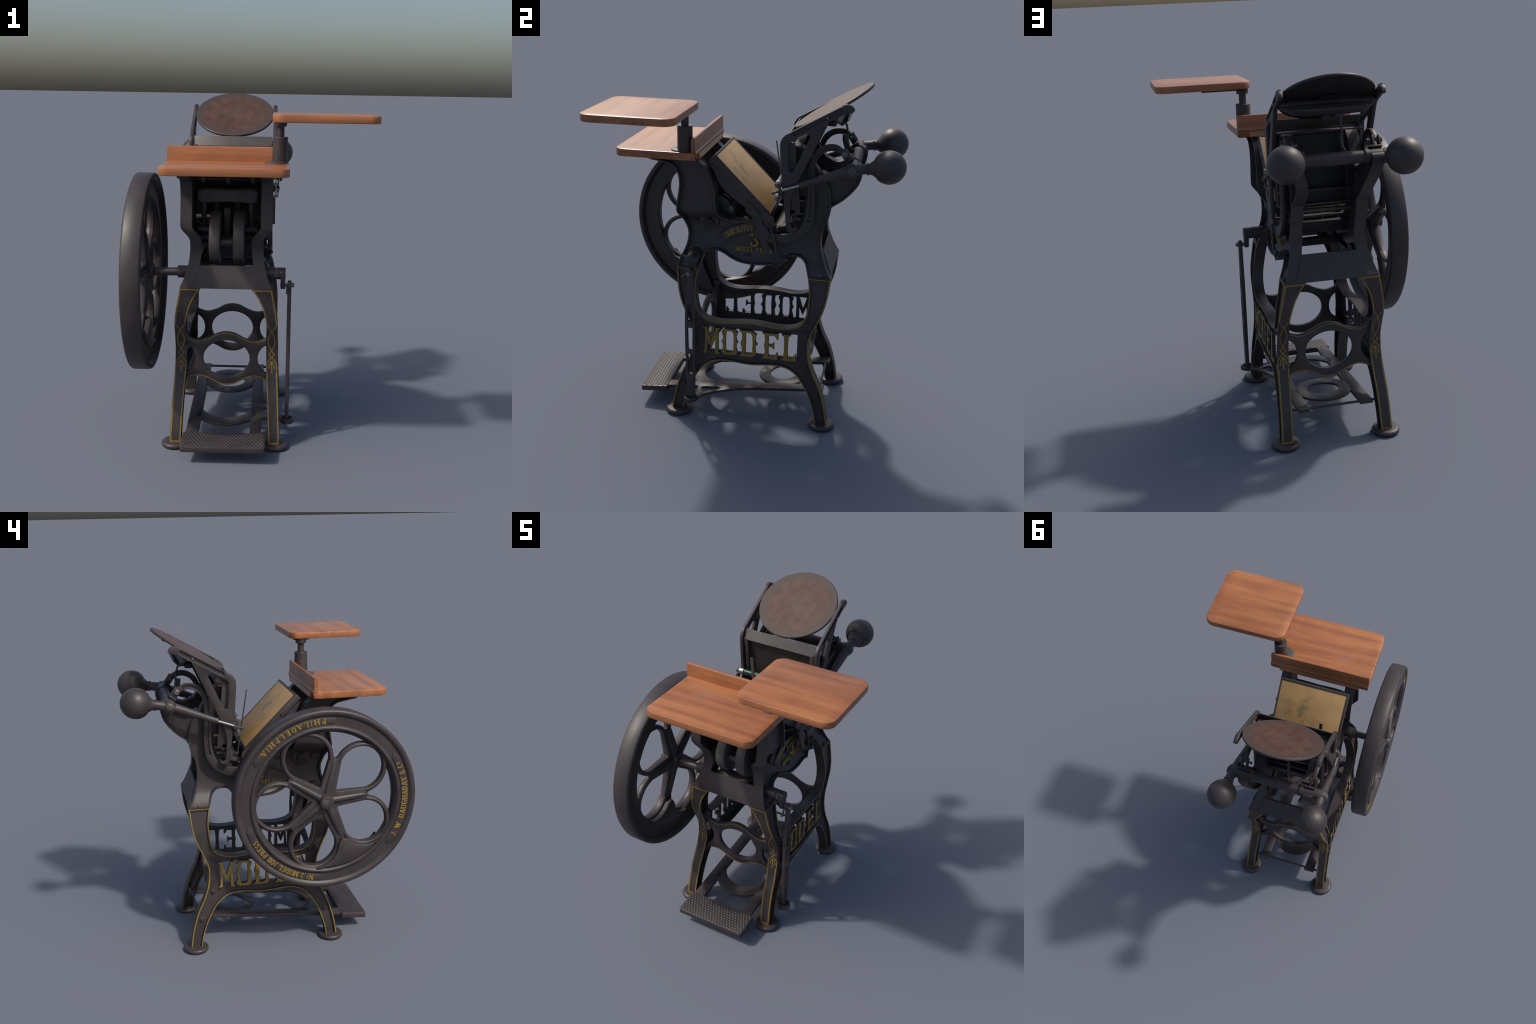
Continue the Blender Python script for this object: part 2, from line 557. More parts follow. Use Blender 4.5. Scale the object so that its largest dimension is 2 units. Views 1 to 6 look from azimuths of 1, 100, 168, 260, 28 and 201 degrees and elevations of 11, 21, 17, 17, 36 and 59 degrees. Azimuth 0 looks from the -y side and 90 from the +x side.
out_r = smooth(LEG_OUT, 4)                         # rear edge, top -> foot
arch = smooth(both(LEG_ARCH), 4)                   # rear foot -> front foot
u_edge = smooth(both(LEG_U), 4)                    # rear top -> front top
rear_edge = [(YM + a, b) for a, b in out_r]
front_edge = [(YM - a, b) for a, b in out_r]
leg_loop = rear_edge + arch + front_edge[::-1] + u_edge[::-1]      # closed outline

def side_x(fn, s=1, d=0.0):
    return lambda y, z: XC + s * (fn(y, z) + d)

WINDOW = [(-.235, .582), (.318, .582), (.318, .434), (-.235, .434)]

LETTERS = {   # big openwork letters, cell 0..1 wide, 0..1 high
 'M': [[(0, 0), (.20, 0), (.25, .03), (.27, .55), (.48, .22), (.52, .22), (.73, .55), (.72, .03), (.68, 0), (1, 0), (1, .05), (.93, .07), (.91, .55), (.93, .93), (1, .95), (1, 1), (.76, 1), (.5, .47), (.24, 1), (0, 1), (0, .95), (.12, .93), (.14, .5), (.09, .07), (0, .05)]],
 'O': [[(.2, 0), (.8, 0), (1, .1), (.9, .3), (.92, .42), (1, .5), (.92, .58), (.9, .7), (1, .88), (.8, 1), (.2, 1), (0, .88), (.1, .7), (.08, .58), (0, .5), (.08, .42), (.1, .3), (0, .1)],
       [(.36, .09), (.28, .18), (.26, .5), (.28, .82), (.36, .91), (.64, .91), (.72, .82), (.74, .5), (.72, .18), (.64, .09)]],
 'D': [[(0, 0), (.72, 0), (.95, .1), (.88, .3), (.9, .42), (1, .5), (.9, .58), (.88, .7), (.95, .88), (.72, 1), (0, 1), (0, .95), (.12, .92), (.15, .7), (.06, .5), (.15, .3), (.12, .08), (0, .05)],
       [(.34, .09), (.36, .5), (.34, .91), (.62, .91), (.71, .81), (.73, .5), (.71, .19), (.62, .09)]],
 'E': [[(0, 0), (1, 0), (1, .24), (.92, .24), (.78, .1), (.42, .1), (.40, .46), (.62, .46), (.7, .38), (.76, .38), (.76, .62), (.7, .62), (.62, .55), (.40, .55), (.42, .9), (.78, .9), (.92, .76), (1, .76), (1, 1), (0, 1), (0, .95), (.14, .92), (.18, .68), (.12, .5), (.18, .3), (.14, .08), (0, .05)]],
 'L': [[(0, 0), (1, 0), (1, .26), (.92, .26), (.78, .1), (.46, .1), (.42, .4), (.42, .6), (.46, .93), (.6, .95), (.6, 1), (0, 1), (0, .95), (.14, .93), (.18, .6), (.18, .4), (.14, .07), (0, .05)]],
}
LETTER_SPANS = [('M', -.243, -.140), ('O', -.131, -.031), ('D', -.023, .086), ('E', .113, .207), ('L', .227, .316)]

BOLT = lathe([(-.004, .018), (.003, .018), (.005, .015), (.0055, .0095), (.014, .009), (.016, .005), (.016, 0)], (0, 0, 0), (1, 0, 0), 12)
BOLT.name = 'bolt'
for p_ in BOLT.polygons: p_.use_smooth = True
BOLT.set_sharp_from_angle(angle=.6)
BOLT.materials.append(IRON)
SMALL_BOLT = lathe([(-.004, .008), (.004, .008), (.006, .005), (.006, 0)], (0, 0, 0), (1, 0, 0), 10)
SMALL_BOLT.materials.append(DULL_STEEL)
FOOT = lathe([(0, .070), (.004, .0755), (.012, .078), (.020, .0765), (.026, .071), (.0285, .062), (.029, .03), (.031, 0)], (0, 0, 0), (0, 0, 1), 36)
FOOT.materials.append(IRON)
for p_ in FOOT.polygons: p_.use_smooth = True
FOOT.set_sharp_from_angle(angle=.7)

def place(name, mesh, parent, loc, flip=False, rot=None):
    o = link(bpy.data.objects.new(name, mesh))
    o.parent = parent
    o.location = loc
    if flip: o.rotation_euler = (0, 0, math.pi)
    if rot: o.rotation_euler = rot
    return o

ZCUT_LOW = [.03, .08, .14, .2, .26, .32, .38, .44, .5, .56, .62, .67, .71, .74, .77, .8, .83, .86, .9]
for s in (1, -1):
    g = group('leg_frame')
    fix = (lambda m: m) if s == 1 else mirror
    # web, with the letter window cut out of it (the far side is the same casting turned round)
    win = WINDOW if s == 1 else [(2 * YM - a, b) for a, b in WINDOW[::-1]]
    web = cut_levels(to_side(plate([shrink(leg_loop, .004), win], .012), 0), ZCUT_LOW)
    move(web, lambda c: Vector((XC + s * (HL(c.y, c.z) - .019) + c.x, c.y, c.z)))
    obj('frame_web', web, IRON, g)
    # flanges: leg fronts / backs are wide, the arch and the U are about 6 cm
    top_r = [(YM + .318, .93), (YM + .447, .93)]
    top_f = [(YM - .447, .93), (YM - .318, .93)]
    # flange thickness must lie inside the metal
    fl = [ribbon(rear_edge[::-1], side_x(HL), side_x(HL_in), .010),
          ribbon(front_edge, side_x(HL), side_x(HL_in), .010),
          ribbon(arch[::-1], side_x(HL), side_x(HL, 1, -.062), .009),
          ribbon(u_edge, side_x(HL), side_x(HL, 1, -.062), .009),
          ribbon(top_r[::-1], side_x(HL), side_x(HL_in), .010),
          ribbon(top_f[::-1], side_x(HL), side_x(HL_in), .010)]
    obj('edge_flange', fix(join(fl)), IRON, g)
    # gold pinstripe on the rim's outer face and along the leg fronts
    gl = []
    for path in (rear_edge[::-1], front_edge, arch[::-1], u_edge):
        gl.append(ribbon(path, side_x(HL, 1, .0010), side_x(HL, 1, -.003), .0065, off=-.0008))
    for path in (top_r[::-1], top_f[::-1]):
        gl.append(ribbon(path, side_x(HL, 1, .0010), side_x(HL, 1, -.003), .0065, off=-.0008))
    for path, sg in ((rear_edge[::-1], 1), (front_edge, 1)):
        for part in ([p for p in path if p[1] < .425], [p for p in path if p[1] > .715]):
            gl.append(ribbon(part, side_x(HL, 1, -.001), side_x(HL, 1, -.0085), .003, off=.0010))
            gl.append(ribbon(part, side_x(HL_in, 1, .0085), side_x(HL_in, 1, .001), .003, off=.0010))
        foot_part = [p for p in path if p[1] < .026]
        for za, zb in ((.9205, .929), (.030, .038)):
            sgn_ = 1 if path is front_edge else -1
            def yz(z):
                return YM - sgn_ * lerp_table(sorted((b, a) for a, b in out_r), z)
            seg = [(yz(zb), zb), (yz(za), za)] if path is front_edge else [(yz(za), za), (yz(zb), zb)]
            gl.append(ribbon(seg, side_x(HL, 1, -.0085), side_x(HL_in, 1, .0085), .003, off=.0010))
    # interlaced ornament half way up each leg
    def leg_y(z, rear):
        tab = sorted((b, a) for a, b in out_r)
        t = lerp_table(tab, z)
        return YM + (t if rear else -t)
    def orn(pts, rear, w=.0055):
        bm = bmesh.new(); rows = []
        for i, (dx, z) in enumerate(pts):
            a = pts[max(i - 1, 0)]; b = pts[min(i + 1, len(pts) - 1)]
            d = Vector((b[0] - a[0], b[1] - a[1])).normalized(); n = Vector((-d.y, d.x)) * w / 2
            row = []
            for q in ((dx + n.x, z + n.y), (dx - n.x, z - n.y)):
                mid = (HL(0, q[1]) + HL_in(0, q[1])) / 2
                y = leg_y(q[1], rear)
                for dy in (.0012, -.004):
                    row.append(bm.verts.new((XC + mid + q[0], y + (dy if rear else -dy), q[1])))
            rows.append(row)
        for r, q in zip(rows, rows[1:]):
            for k in ((0, 2), (2, 3), (3, 1), (1, 0)):
                bm.faces.new((r[k[0]], r[k[1]], q[k[1]], q[k[0]]))
        bm.faces.new([rows[0][i] for i in (0, 1, 3, 2)]); bm.faces.new([rows[-1][i] for i in (0, 1, 3, 2)])
        return from_bm(bm)
    for rear in (False, True):
        for sg in (1, -1):
            # vine that crosses, opens into a lens, crosses again and ends in a diamond
            vine = smooth([(.029 * sg, .718), (.012 * sg, .693), (-.004 * sg, .668), (-.017 * sg, .63), (-.019 * sg, .605),
                           (-.013 * sg, .575), (0, .548), (.010 * sg, .531)], 4) + smooth([(.016 * sg, .523, 'c'), (0, .505), (-.012 * sg, .492), (-.029 * sg, .468), (-.030 * sg, .425)], 3)
            gl.append(orn(vine, rear))
            leaf = smooth([(.002 * sg, .484), (.009 * sg, .472), (.016 * sg, .458), (.019 * sg, .444), (.012 * sg, .448)], 4)
            gl.append(orn(leaf, rear, .006))
        gl.append(orn([(0, .484), (0, .45), (0, .415)], rear, .008))
    obj('gold_pinstripe', fix(join(gl)), GOLD, g)
    # openwork letters
    for ch, a, b in LETTER_SPANS:
        y0, y1 = (a, b) if s == 1 else (2 * YM - a, 2 * YM - b)
        loops = [[(y0 + u * (y1 - y0), .417 + v * .167) for u, v in lp] for lp in LETTERS[ch]]
        me = to_side(plate(loops, .022, .003), 0)
        move(me, lambda c: Vector((XC + s * (HL(c.y, c.z) - .006) + c.x, c.y, c.z)))
        me.materials.append(IRON); me.materials.append(GOLD)
        for p in me.polygons:
            if p.normal.x * s > .6: p.material_index = 1
        obj('letter', me, None, g)
    for y, z in ((-.257, .617), (.352, .617), (-.261, .387), (.361, .389), (-.355, .208), (.440, .208)):
        place('bolt', BOLT, g, (XC + s * (HL(y, z) - .013), y, z), s < 0)
    for y in (-.397, .481):
        place('foot', FOOT, g, (XC + s * .287, y, 0))
        place('bolt', BOLT, g, (XC + s * .287, y + (.01 if y < 0 else -.01), .031), rot=(0, -math.pi / 2, 0))

# ------------------------------------------------------------------ pierced end panels between the legs
PTOP = [(-.245, .634), (-.235, .625), (-.20, .606), (-.155, .599), (-.10, .616), (-.05, .642), (0, .651), (.05, .642), (.10, .616), (.155, .599), (.20, .606), (.235, .625), (.245, .634)]
PBOT = [(a, .983 - b) for a, b in PTOP[::-1]]
def half_hole(sg):
    return [(sg * (.250 - .070 * math.cos(t)), .4915 + .088 * math.sin(t)) for t in [math.pi * (k / 14 - .5) for k in range(15)]]
for yy in (-.283, .366):
    g = group('end_panel')
    sm_t, sm_b = smooth(PTOP, 5), smooth(PBOT, 5)
    hl = half_hole(-1); hr = half_hole(1)
    loop = sm_t + hr[::-1] + sm_b + hl
    hole = circle(0, .4915, .135, 28, .110)
    me = to_front(plate([loop, hole], .026, .003), yy)
    move(me, lambda c: Vector((c.x + XC, c.y, c.z)))
    obj('pierced_plate', me, IRON, g)
    sgn = -1 if yy < 0 else 1
    gl = []
    for path, d in ((sm_t, -.004), (sm_b, -.004)):
        bm = bmesh.new()
        rows = []
        for i, p in enumerate(path):
            a = path[max(i - 1, 0)]; b = path[min(i + 1, len(path) - 1)]
            t = Vector((b[0] - a[0], b[1] - a[1])).normalized(); n = Vector((t.y, -t.x))
            row = []
            for k in (.004, .0085):
                for dy in (.0142, .010):
                    row.append(bm.verts.new((XC + p[0] + n.x * k, yy + sgn * dy, p[1] + n.y * k)))
            rows.append(row)
        for r, q in zip(rows, rows[1:]):
            for k in ((0, 2), (2, 3), (3, 1), (1, 0)):
                bm.faces.new((r[k[0]], r[k[1]], q[k[1]], q[k[0]]))
        gl.append(from_bm(bm))
    obj('gold_pinstripe', join(gl), GOLD, g)
    # bolted lugs inside the legs
    for sx in (-1, 1):
        for z in (.628, .356):
            obj('lug', box(XC + sx * .262 - .018, XC + sx * .262 + .018, yy - .022, yy + .022, z - .026, z + .026), IRON, g)

# ================================================================== UPPER SIDE FRAMES
def HU(y, z):
    h = lerp_table([(.93, .257), (.97, .241), (1.01, .227), (1.06, .213), (1.11, .206), (1.16, .203), (3, .203)], z)
    if y < -.10:
        h += .050 * sstep(1.195, 1.285, z)
    return h

def REC(y, z):       # how far the web lies behind the rim
    return .010 + .020 * sstep(.95, 1.03, z)

U_FRONT = [(-.4055, .932, 'c'), (-.392, .98), (-.361, 1.054), (-.350, 1.108), (-.352, 1.15), (-.374, 1.198), (-.405, 1.255), (-.403, 1.31),
           (-.393, 1.38), (-.387, 1.44), (-.400, 1.50), (-.432, 1.535), (-.51, 1.553), (-.56, 1.563), (-.562, 1.584, 'c')]
U_BACK = [(-.285, 1.584, 'c'), (-.278, 1.572), (-.237, 1.535), (-.207, 1.485), (-.185, 1.41), (-.177, 1.31), (-.163, 1.26), (-.113, 1.232), (-.05, 1.223),
          (.02, 1.218), (.12, 1.205), (.20, 1.212), (.252, 1.245), (.275, 1.31), (.272, 1.42), (.262, 1.52), (.246, 1.615), (.25, 1.66), (.272, 1.678), (.30, 1.668), (.333, 1.63),
          (.368, 1.573), (.402, 1.53), (.433, 1.485), (.457, 1.43), (.465, 1.365), (.461, 1.31), (.450, 1.26), (.431, 1.222), (.418, 1.162), (.420, 1.10), (.433, 1.054), (.460, .982), (.4875, .932, 'c')]
U_ARCH = [(.3595, .932, 'c'), (.345, .98), (.333, 1.012), (.309, 1.035), (.280, 1.041), (.240, 1.035), (.212, 1.00), (.178, .971, 'c'), (.139, .981), (.068, .976),
          (.018, .977), (-.04, .984), (-.09, 1.001), (-.138, 1.026), (-.172, 1.038), (-.200, 1.037), (-.227, 1.031), (-.252, 1.005), (-.2765, .932, 'c')]
uf, ub, ua = smooth(U_FRONT, 4), smooth(U_BACK, 4), smooth(U_ARCH, 4)
u_loop = uf + ub + ua
ZCUT_UP = [.95, .97, .99, 1.01, 1.035, 1.06, 1.085, 1.11, 1.135, 1.16, 1.195, 1.21, 1.225, 1.24, 1.255, 1.27, 1.285]
FAN = [(.452, 1.322), (.468, 1.340), (.528, 1.384), (.579, 1.437), (.612, 1.49), (.626, 1.545), (.624, 1.580), (.610, 1.602), (.588, 1.602), (.555, 1.575), (.515, 1.540),
       (.48, 1.521), (.455, 1.517), (.430, 1.525), (.405, 1.538, 'c')]
def HF(y, z):
    return .197 + .043 * sstep(.46, .62, y) * sstep(1.40, 1.60, z)
fan_loop = smooth(FAN, 4)

for s in (1, -1):
    g = group('cheek_frame')
    fix = (lambda m: m) if s == 1 else mirror
    web = cut_levels(to_side(plate([shrink(u_loop, .004)], .014), 0), ZCUT_UP)
    web = cut_levels(web, [-.1], 1)
    move(web, lambda c: Vector((XC + HU(c.y, c.z) - .007 - REC(c.y, c.z) + c.x, c.y, c.z)))
    obj('frame_web', fix(web), IRON, g)
    fl = [ribbon(u_loop[::-1], side_x(HU), side_x(HU, 1, -.064), .009, closed=True)]
    obj('edge_flange', fix(join(fl)), IRON, g)
    # the swelling upper part of the column is boxed in on the inside
    inner_wall = [(-.375, 1.26), (-.385, 1.32), (-.37, 1.44), (-.385, 1.52), (-.40, 1.575), (-.275, 1.575), (-.215, 1.48), (-.19, 1.40), (-.185, 1.28)]
    obj('column_wall', fix(to_side(plate([smooth(inner_wall, 3, True)], .010), XC + .192)), IRON_DARK, g)
    # rear quarter fan
    fw = to_side(plate([shrink(fan_loop, .003)], .012), 0)
    fw = cut_levels(cut_levels(fw, [.46, .49, .52, .55, .58, .60, .62], 1), [1.40, 1.45, 1.5, 1.55, 1.6])
    move(fw, lambda c: Vector((XC + HF(c.y, c.z) - .032 + c.x, c.y, c.z)))
    obj('quarter_fan', fix(fw), IRON, g)
    obj('fan_flange', fix(ribbon(fan_loop, side_x(HF), side_x(HF, 1, -.062), .009)), IRON, g)
    # raised parts on the cheek: shaft boss, oval plaque, bead
    boss = lathe([(-.01, .057), (.004, .057), (.007, .054), (.007, 0)], (XC + .203 - .026, -.231, 1.196), (1, 0, 0), 28)
    obj('shaft_boss', fix(boss), IRON, g)
    obj('wheel_boss', fix(rod((XC + .19, -.304, 1.005), (XC + .278, -.304, 1.005), .036, .035, 28)), IRON, g)
    stud = lathe([(-.01, .012), (.004, .012), (.009, .007), (.010, 0)], (XC + .182, -.305, 1.192), (1, 0, 0), 14)
    obj('stud', fix(stud), IRON, g)
    # arched name band
    cx, cz, R = .037, .908, .302
    band = []
    for k in range(25):
        t = math.radians(136 - k * 92 / 24); band.append((cx + R * math.cos(t), cz + R * math.sin(t)))
    for k in range(25):
        t = math.radians(44 + k * 92 / 24); band.append((cx + (R - .056) * math.cos(t), cz + (R - .056) * math.sin(t)))
    bm_ = cut_levels(to_side(plate([band], .008, .002), 0), ZCUT_UP)
    move(bm_, lambda c: Vector((XC + HU(c.y, c.z) - .022 + c.x, c.y, c.z)))
    obj('name_band', fix(bm_), IRON, g)
    rnd = to_side(plate([circle(cx, 1.112, .052, 28)], .006, .002), XC + .206 - .024)
    obj('number_boss', fix(rnd), IRON, g)
    words = []
    def put(me, y, z, ang, rec=.0185):
        # text drawn in local (x right, y up) laid on the cheek; right = +y for s=1, -y for s=-1
        ca, sa = math.cos(ang), math.sin(ang)
        for v in me.vertices:
            u, w, d = v.co.x, v.co.y, v.co.z
            a = u * ca - w * sa; b = u * sa + w * ca
            yy = y + a; zz = z + b
            v.co = Vector((XC + HU(yy, zz) - rec + d, yy, zz))
        return me
    def arc_word(text, R, size, a0, a1):
        ws = [GLYPH[c][2] for c in text]
        tot = sum(ws); run = 0
        sq = min(1.05, .95 * R * math.radians(abs(a1 - a0)) / (tot * size))
        for c, w in zip(text, ws):
            t = math.radians(a0 + (a1 - a0) * (run + w / 2) / tot); run += w
            if c == ' ': continue
            me, _ = glyph_mesh(c, size, .0016, sq)
            y = cx + R * math.cos(t); z = cz + R * math.sin(t)
            words.append(put(me, y, z, t - math.pi / 2))
    arc_word('IMPROVED', .274, .033, 129.5, 84)
    me, _ = glyph_mesh('3', .082, .0016); words.append(put(me, cx, 1.115, 0, .013))
    run = -.112
    txt = 'MODEL PRESS'
    tw = sum(GLYPH[c][2] for c in txt)
    for c in txt:
        w = GLYPH[c][2] * .224 / tw
        if c != ' ':
            me, _ = glyph_mesh(c, .026, .0016, .95 * .224 / (tw * .026))
            yy_ = cx + run + w / 2
            words.append(put(me, yy_, 1.053, 0, .0245))
        run += w
    wm = join(words)
    if s < 0:
        # same words on the far cheek, turned so that they read from outside
        move(wm, lambda c: Vector((c.x, 2 * cx - c.y, c.z)))
        bmx = bmesh.new(); bmx.from_mesh(wm); bmesh.ops.reverse_faces(bmx, faces=bmx.faces[:]); bmx.to_mesh(wm); bmx.free()
        wm = mirror(wm)
    obj('gold_lettering', wm, GOLD, g)
    for y in (-.355, .425):
        place('bolt', SMALL_BOLT, g, (XC + s * (HU(y, .945) - .006), y, .948), s < 0)

# waist panels that close the frame front and back, and the bed rails
def waist(path, sgn):
    bm = bmesh.new(); rows = []
    for y, z in path:
        w = HU(0, z) - .063 + .004
        rows.append([bm.verts.new((XC - w, y, z)), bm.verts.new((XC + w, y, z)), bm.verts.new((XC + w, y - sgn * .010, z)), bm.verts.new((XC - w, y - sgn * .010, z))])
    for r, q in zip(rows, rows[1:]):
        for k in range(4):
            bm.faces.new((r[k], r[(k + 1) % 4], q[(k + 1) % 4], q[k]))
    bm.faces.new(rows[0]); bm.faces.new(rows[-1])
    return from_bm(bm)
g = group('waist_panel')
fp = [p for p in uf if p[1] < 1.056]
obj('waist_plate', waist([(y + .0006, z) for y, z in fp], -1), IRON, g)
rp = [(.432 + .0555 * k / 8, 1.066 - .134 * k / 8) for k in range(9)]
obj('waist_plate', waist(rp, 1), IRON, g)

# ================================================================== WOODEN TABLES
def rounded_rect(x0, x1, y0, y1, rs):
    """rs: corner radii for (x0,y0), (x1,y0), (x1,y1), (x0,y1)"""
    out = []
    cs = [(x0, y0, 180), (x1, y0, 270), (x1, y1, 0), (x0, y1, 90)]
    sx = [1, -1, -1, 1]; sy = [1, 1, -1, -1]
    for (cx_, cy_, a), r, ax_, ay_ in zip(cs, rs, sx, sy):
        if r <= 0: out.append((cx_, cy_)); continue
        for k in range(7):
            t = math.radians(a + 15 * k)
            out.append((cx_ + ax_ * r + r * math.cos(t), cy_ + ay_ * r + r * math.sin(t)))
    return out
g = group('feed_table')
me = plate([rounded_rect(-.460, .2125, -.732, -.273, (.055, .055, .002, .002))], .043, .005)
obj('table_top', move(me, lambda c: c + Vector((0, 0, 1.6075))), WOOD, g)
stop = [(-.2955, 1.626), (-.2955, 1.702), (-.292, 1.709), (-.284, 1.712), (-.276, 1.710), (-.2725, 1.703), (-.2725, 1.640), (-.269, 1.632), (-.264, 1.627)]
obj('paper_stop', to_side(plate([stop], .669), (-.4625 + .2065) / 2), WOOD, g)
bat = [(-.38, 1.5825), (-.258, 1.586), (-.256, 1.592), (-.272, 1.6225), (-.38, 1.60)]
obj('batten', to_side(plate([bat], .546), (-.401 + .145) / 2), WOOD, g)
obj('wedge', to_side(plate([[(-.2735, 1.584), (-.2735, 1.6245), (-.2665, 1.6245)]], .665), (-.4605 + .2075) / 2), WOOD, g)

g = group('delivery_table')
me = plate([rounded_rect(.1195, .6605, -.747, -.262, (.06,) * 4)], .040, .006)
obj('table_top', move(me, lambda c: c + Vector((0, 0, 1.880))), WOOD, g)
PX, PY = .162, -.340
obj('post_base', move(plate([circle(PX - .024, PY - .026, .060, 28, .058)], .008, .003), lambda c: c + Vector((0, 0, 1.632))), IRON_GREY, g)
obj('post_socket', lathe([(0, .0425), (.138, .0415), (.141, .039), (.141, 0)], (PX, PY, 1.63), (0, 0, 1), 32), IRON, g)
obj('post', rod((PX, PY, 1.75), (PX, PY, 1.84), .021, None, 24), IRON, g)
obj('post_collar', lathe([(0, .030), (.003, .0345), (.034, .0345), (.035, 0)], (PX, PY, 1.827), (0, 0, 1), 28), IRON, g)
obj('table_bracket', box(PX - .02, .40, PY - .05, PY + .05, 1.850, 1.8625, .004), IRON_DARK, g)

# ================================================================== FLYWHEEL
WY, WZ, WX = -.304, 1.0065, -.583
WS = WX - .012            # the spokes sit a little outside the rim's middle
g = group('flywheel')
WR = .5535
half_prof = [(.049, .437), (.053, .441), (.0535, .449), (.050, .454), (.041, .459), (.040, .513), (.048, .520), (.053, .528), (.0535, .541), (.050, .549), (.042, WR)]
back_prof = [(.030, .437), (.026, .447), (.025, .46), (.025, .513), (.044, .520), (.053, .528), (.0535, .541), (.050, .549), (.042, WR)]   # no inner bead on the machine side
prof = [(-a, r) for a, r in half_prof] + back_prof[::-1] + [(.026, .424), (.014, .418), (-.014, .418), (-.036, .424), (-.049, .437)]
def ring_of(prof, center, segs=96):
    bm = bmesh.new(); rows = []
    for k in range(segs):
        t = 2 * math.pi * k / segs
        rows.append([bm.verts.new((center[0] + a, center[1] - r * math.cos(t), center[2] + r * math.sin(t))) for a, r in prof[:-1]])
    n = len(prof) - 1
    for k in range(segs):
        r, q = rows[k], rows[(k + 1) % segs]
        for i in range(n):
            bm.faces.new((r[i], r[(i + 1) % n], q[(i + 1) % n], q[i]))
    return from_bm(bm)
obj('rim', ring_of(prof, (WX, WY, WZ)), IRON, g, 40)
# spoke web: five petal openings, four rim gaps; the fifth gap stays solid as counterweight
A0 = 4.5
def pol(r, a): return (r * math.cos(math.radians(a)), r * math.sin(math.radians(a)))
PC, PR = .287, .131
holes = []
for k in range(5):
    f = A0 + 36 + 72 * k
    c = pol(PC, f)
    pts = []
    for i in range(33):                      # round outer end of the petal
        t = f - 118 + i * 236 / 32
        pts.append((c[0] + PR * math.cos(math.radians(t)), c[1] + PR * math.sin(math.radians(t))))
    # straight sides run in beside the two spokes to a blunt point near the hub
    pts.append(pol(.094, f + 5)); pts.append(pol(.088, f)); pts.append(pol(.094, f - 5))
    holes.append(pts)
for k in range(5):
    a = A0 + 72 * k
    if k == 4: continue
    pts = []
    OR = PR + .028
    ri = .255
    up = []
    for side in (1, -1):
        c = pol(PC, a + 36 * side)
        arc_ = []
        t0 = a + 36 * side + 180 * 1 - side * 0
        best = []
        for i in range(181):
            t = i * 2
            p = (c[0] + OR * math.cos(math.radians(t)), c[1] + OR * math.sin(math.radians(t)))
            r = math.hypot(*p); an = (math.degrees(math.atan2(p[1], p[0])) - a + 180) % 360 - 180
            if r < .424 and r > ri + .01 and an * side > 0 and an * side < 33 and r > PC * .95:
                best.append((r, p))
        best.sort()
        up.append([p for r, p in best])
    tip = pol(ri, a)
    a1 = math.degrees(math.atan2(up[0][-1][1], up[0][-1][0])); a2 = math.degrees(math.atan2(up[1][-1][1], up[1][-1][0]))
    d = (a2 - a1 + 180) % 360 - 180
    rim_pts = [pol(.424, a1 + d * i / 8) for i in range(9)]
    holes.append([tip] + up[0] + rim_pts + up[1][::-1])
spokes = plate([circle(0, 0, .428, 96)] + holes, .044, .009)
move(spokes, lambda c: Vector((WS - c.z, WY - c.x, WZ + c.y)))
bm = bmesh.new(); bm.from_mesh(spokes); bmesh.ops.recalc_face_normals(bm, faces=bm.faces[:]); bm.to_mesh(spokes); bm.free()
# thin the loops and thicken the spokes towards the hub
def shape(c):
    r = math.hypot(c.y - WY, c.z - WZ)
    k = 1.12 - .35 * sstep(.14, .30, r)
    return Vector((WS + (c.x - WS) * k, c.y, c.z))
move(spokes, shape)
obj('spoke_web', spokes, IRON, g, 40)
ridges = []
for k in range(5):
    a = math.radians(A0 + 72 * k)
    for sd in (-1, 1):
        pts = [(WS + sd * x_, WY - r * math.cos(a), WZ + r * math.sin(a)) for r, x_ in ((.02, .022), (.12, .018), (.22, .012), (.262, .006))]
        ridges.append(tube(pts, [.024, .021, .017, .010], 10))
    # rounded bead along each loop
for k in range(5):
    f = A0 + 36 + 72 * k
    c = pol(PC, f)
    for sd in (-1, 1):
        pts = []
        for i in range(29):
            t = math.radians(f - 118 + i * 236 / 28)
            q = (c[0] + (PR + .012) * math.cos(t), c[1] + (PR + .012) * math.sin(t))
            pts.append((WS + sd * .0125, WY - q[0], WZ + q[1]))
        ridges.append(tube(pts, .0115, 8))
obj('spoke_ridge', join(ridges), IRON, g, 60)
cw = []
for k in range(13): cw.append(pol(.425, A0 + 288 - 30 + 60 * k / 12))
for side in (1, -1):
    c = pol(PC, A0 + 288 + 36 * side)
    arc_ = []
    for i in range(60):
        t = math.radians(A0 + 288 + 36 * side + (1 if side < 0 else -1) * (18 + i * 2.2))
        p = (c[0] + (PR + .014) * math.cos(t), c[1] + (PR + .014) * math.sin(t))
        an = (math.degrees(math.atan2(p[1], p[0])) - A0 - 288 + 180) % 360 - 180
        if an * side > 1.0 and .285 < math.hypot(*p) < .42: arc_.append(p)
    cw += (arc_ + [pol(.262, A0 + 288)]) if side > 0 else arc_[::-1]
cwm = plate([cw], .098, .008)
obj('counterweight', move(cwm, lambda c: Vector((WX - .004 - c.z, WY - c.x, WZ + c.y))), IRON, g)
obj('hub', lathe([(-.077, 0), (-.077, .026), (-.073, .040), (-.052, .046), (-.03, .047), (.03, .047), (.045, .044), (.048, .03), (.048, 0)], (WX, WY, WZ), (1, 0, 0), 32), IRON, g)
nut = box(-.0775 + WX, WX - .06, WY - .022, WY + .022, WZ - .022, WZ + .022, .003)
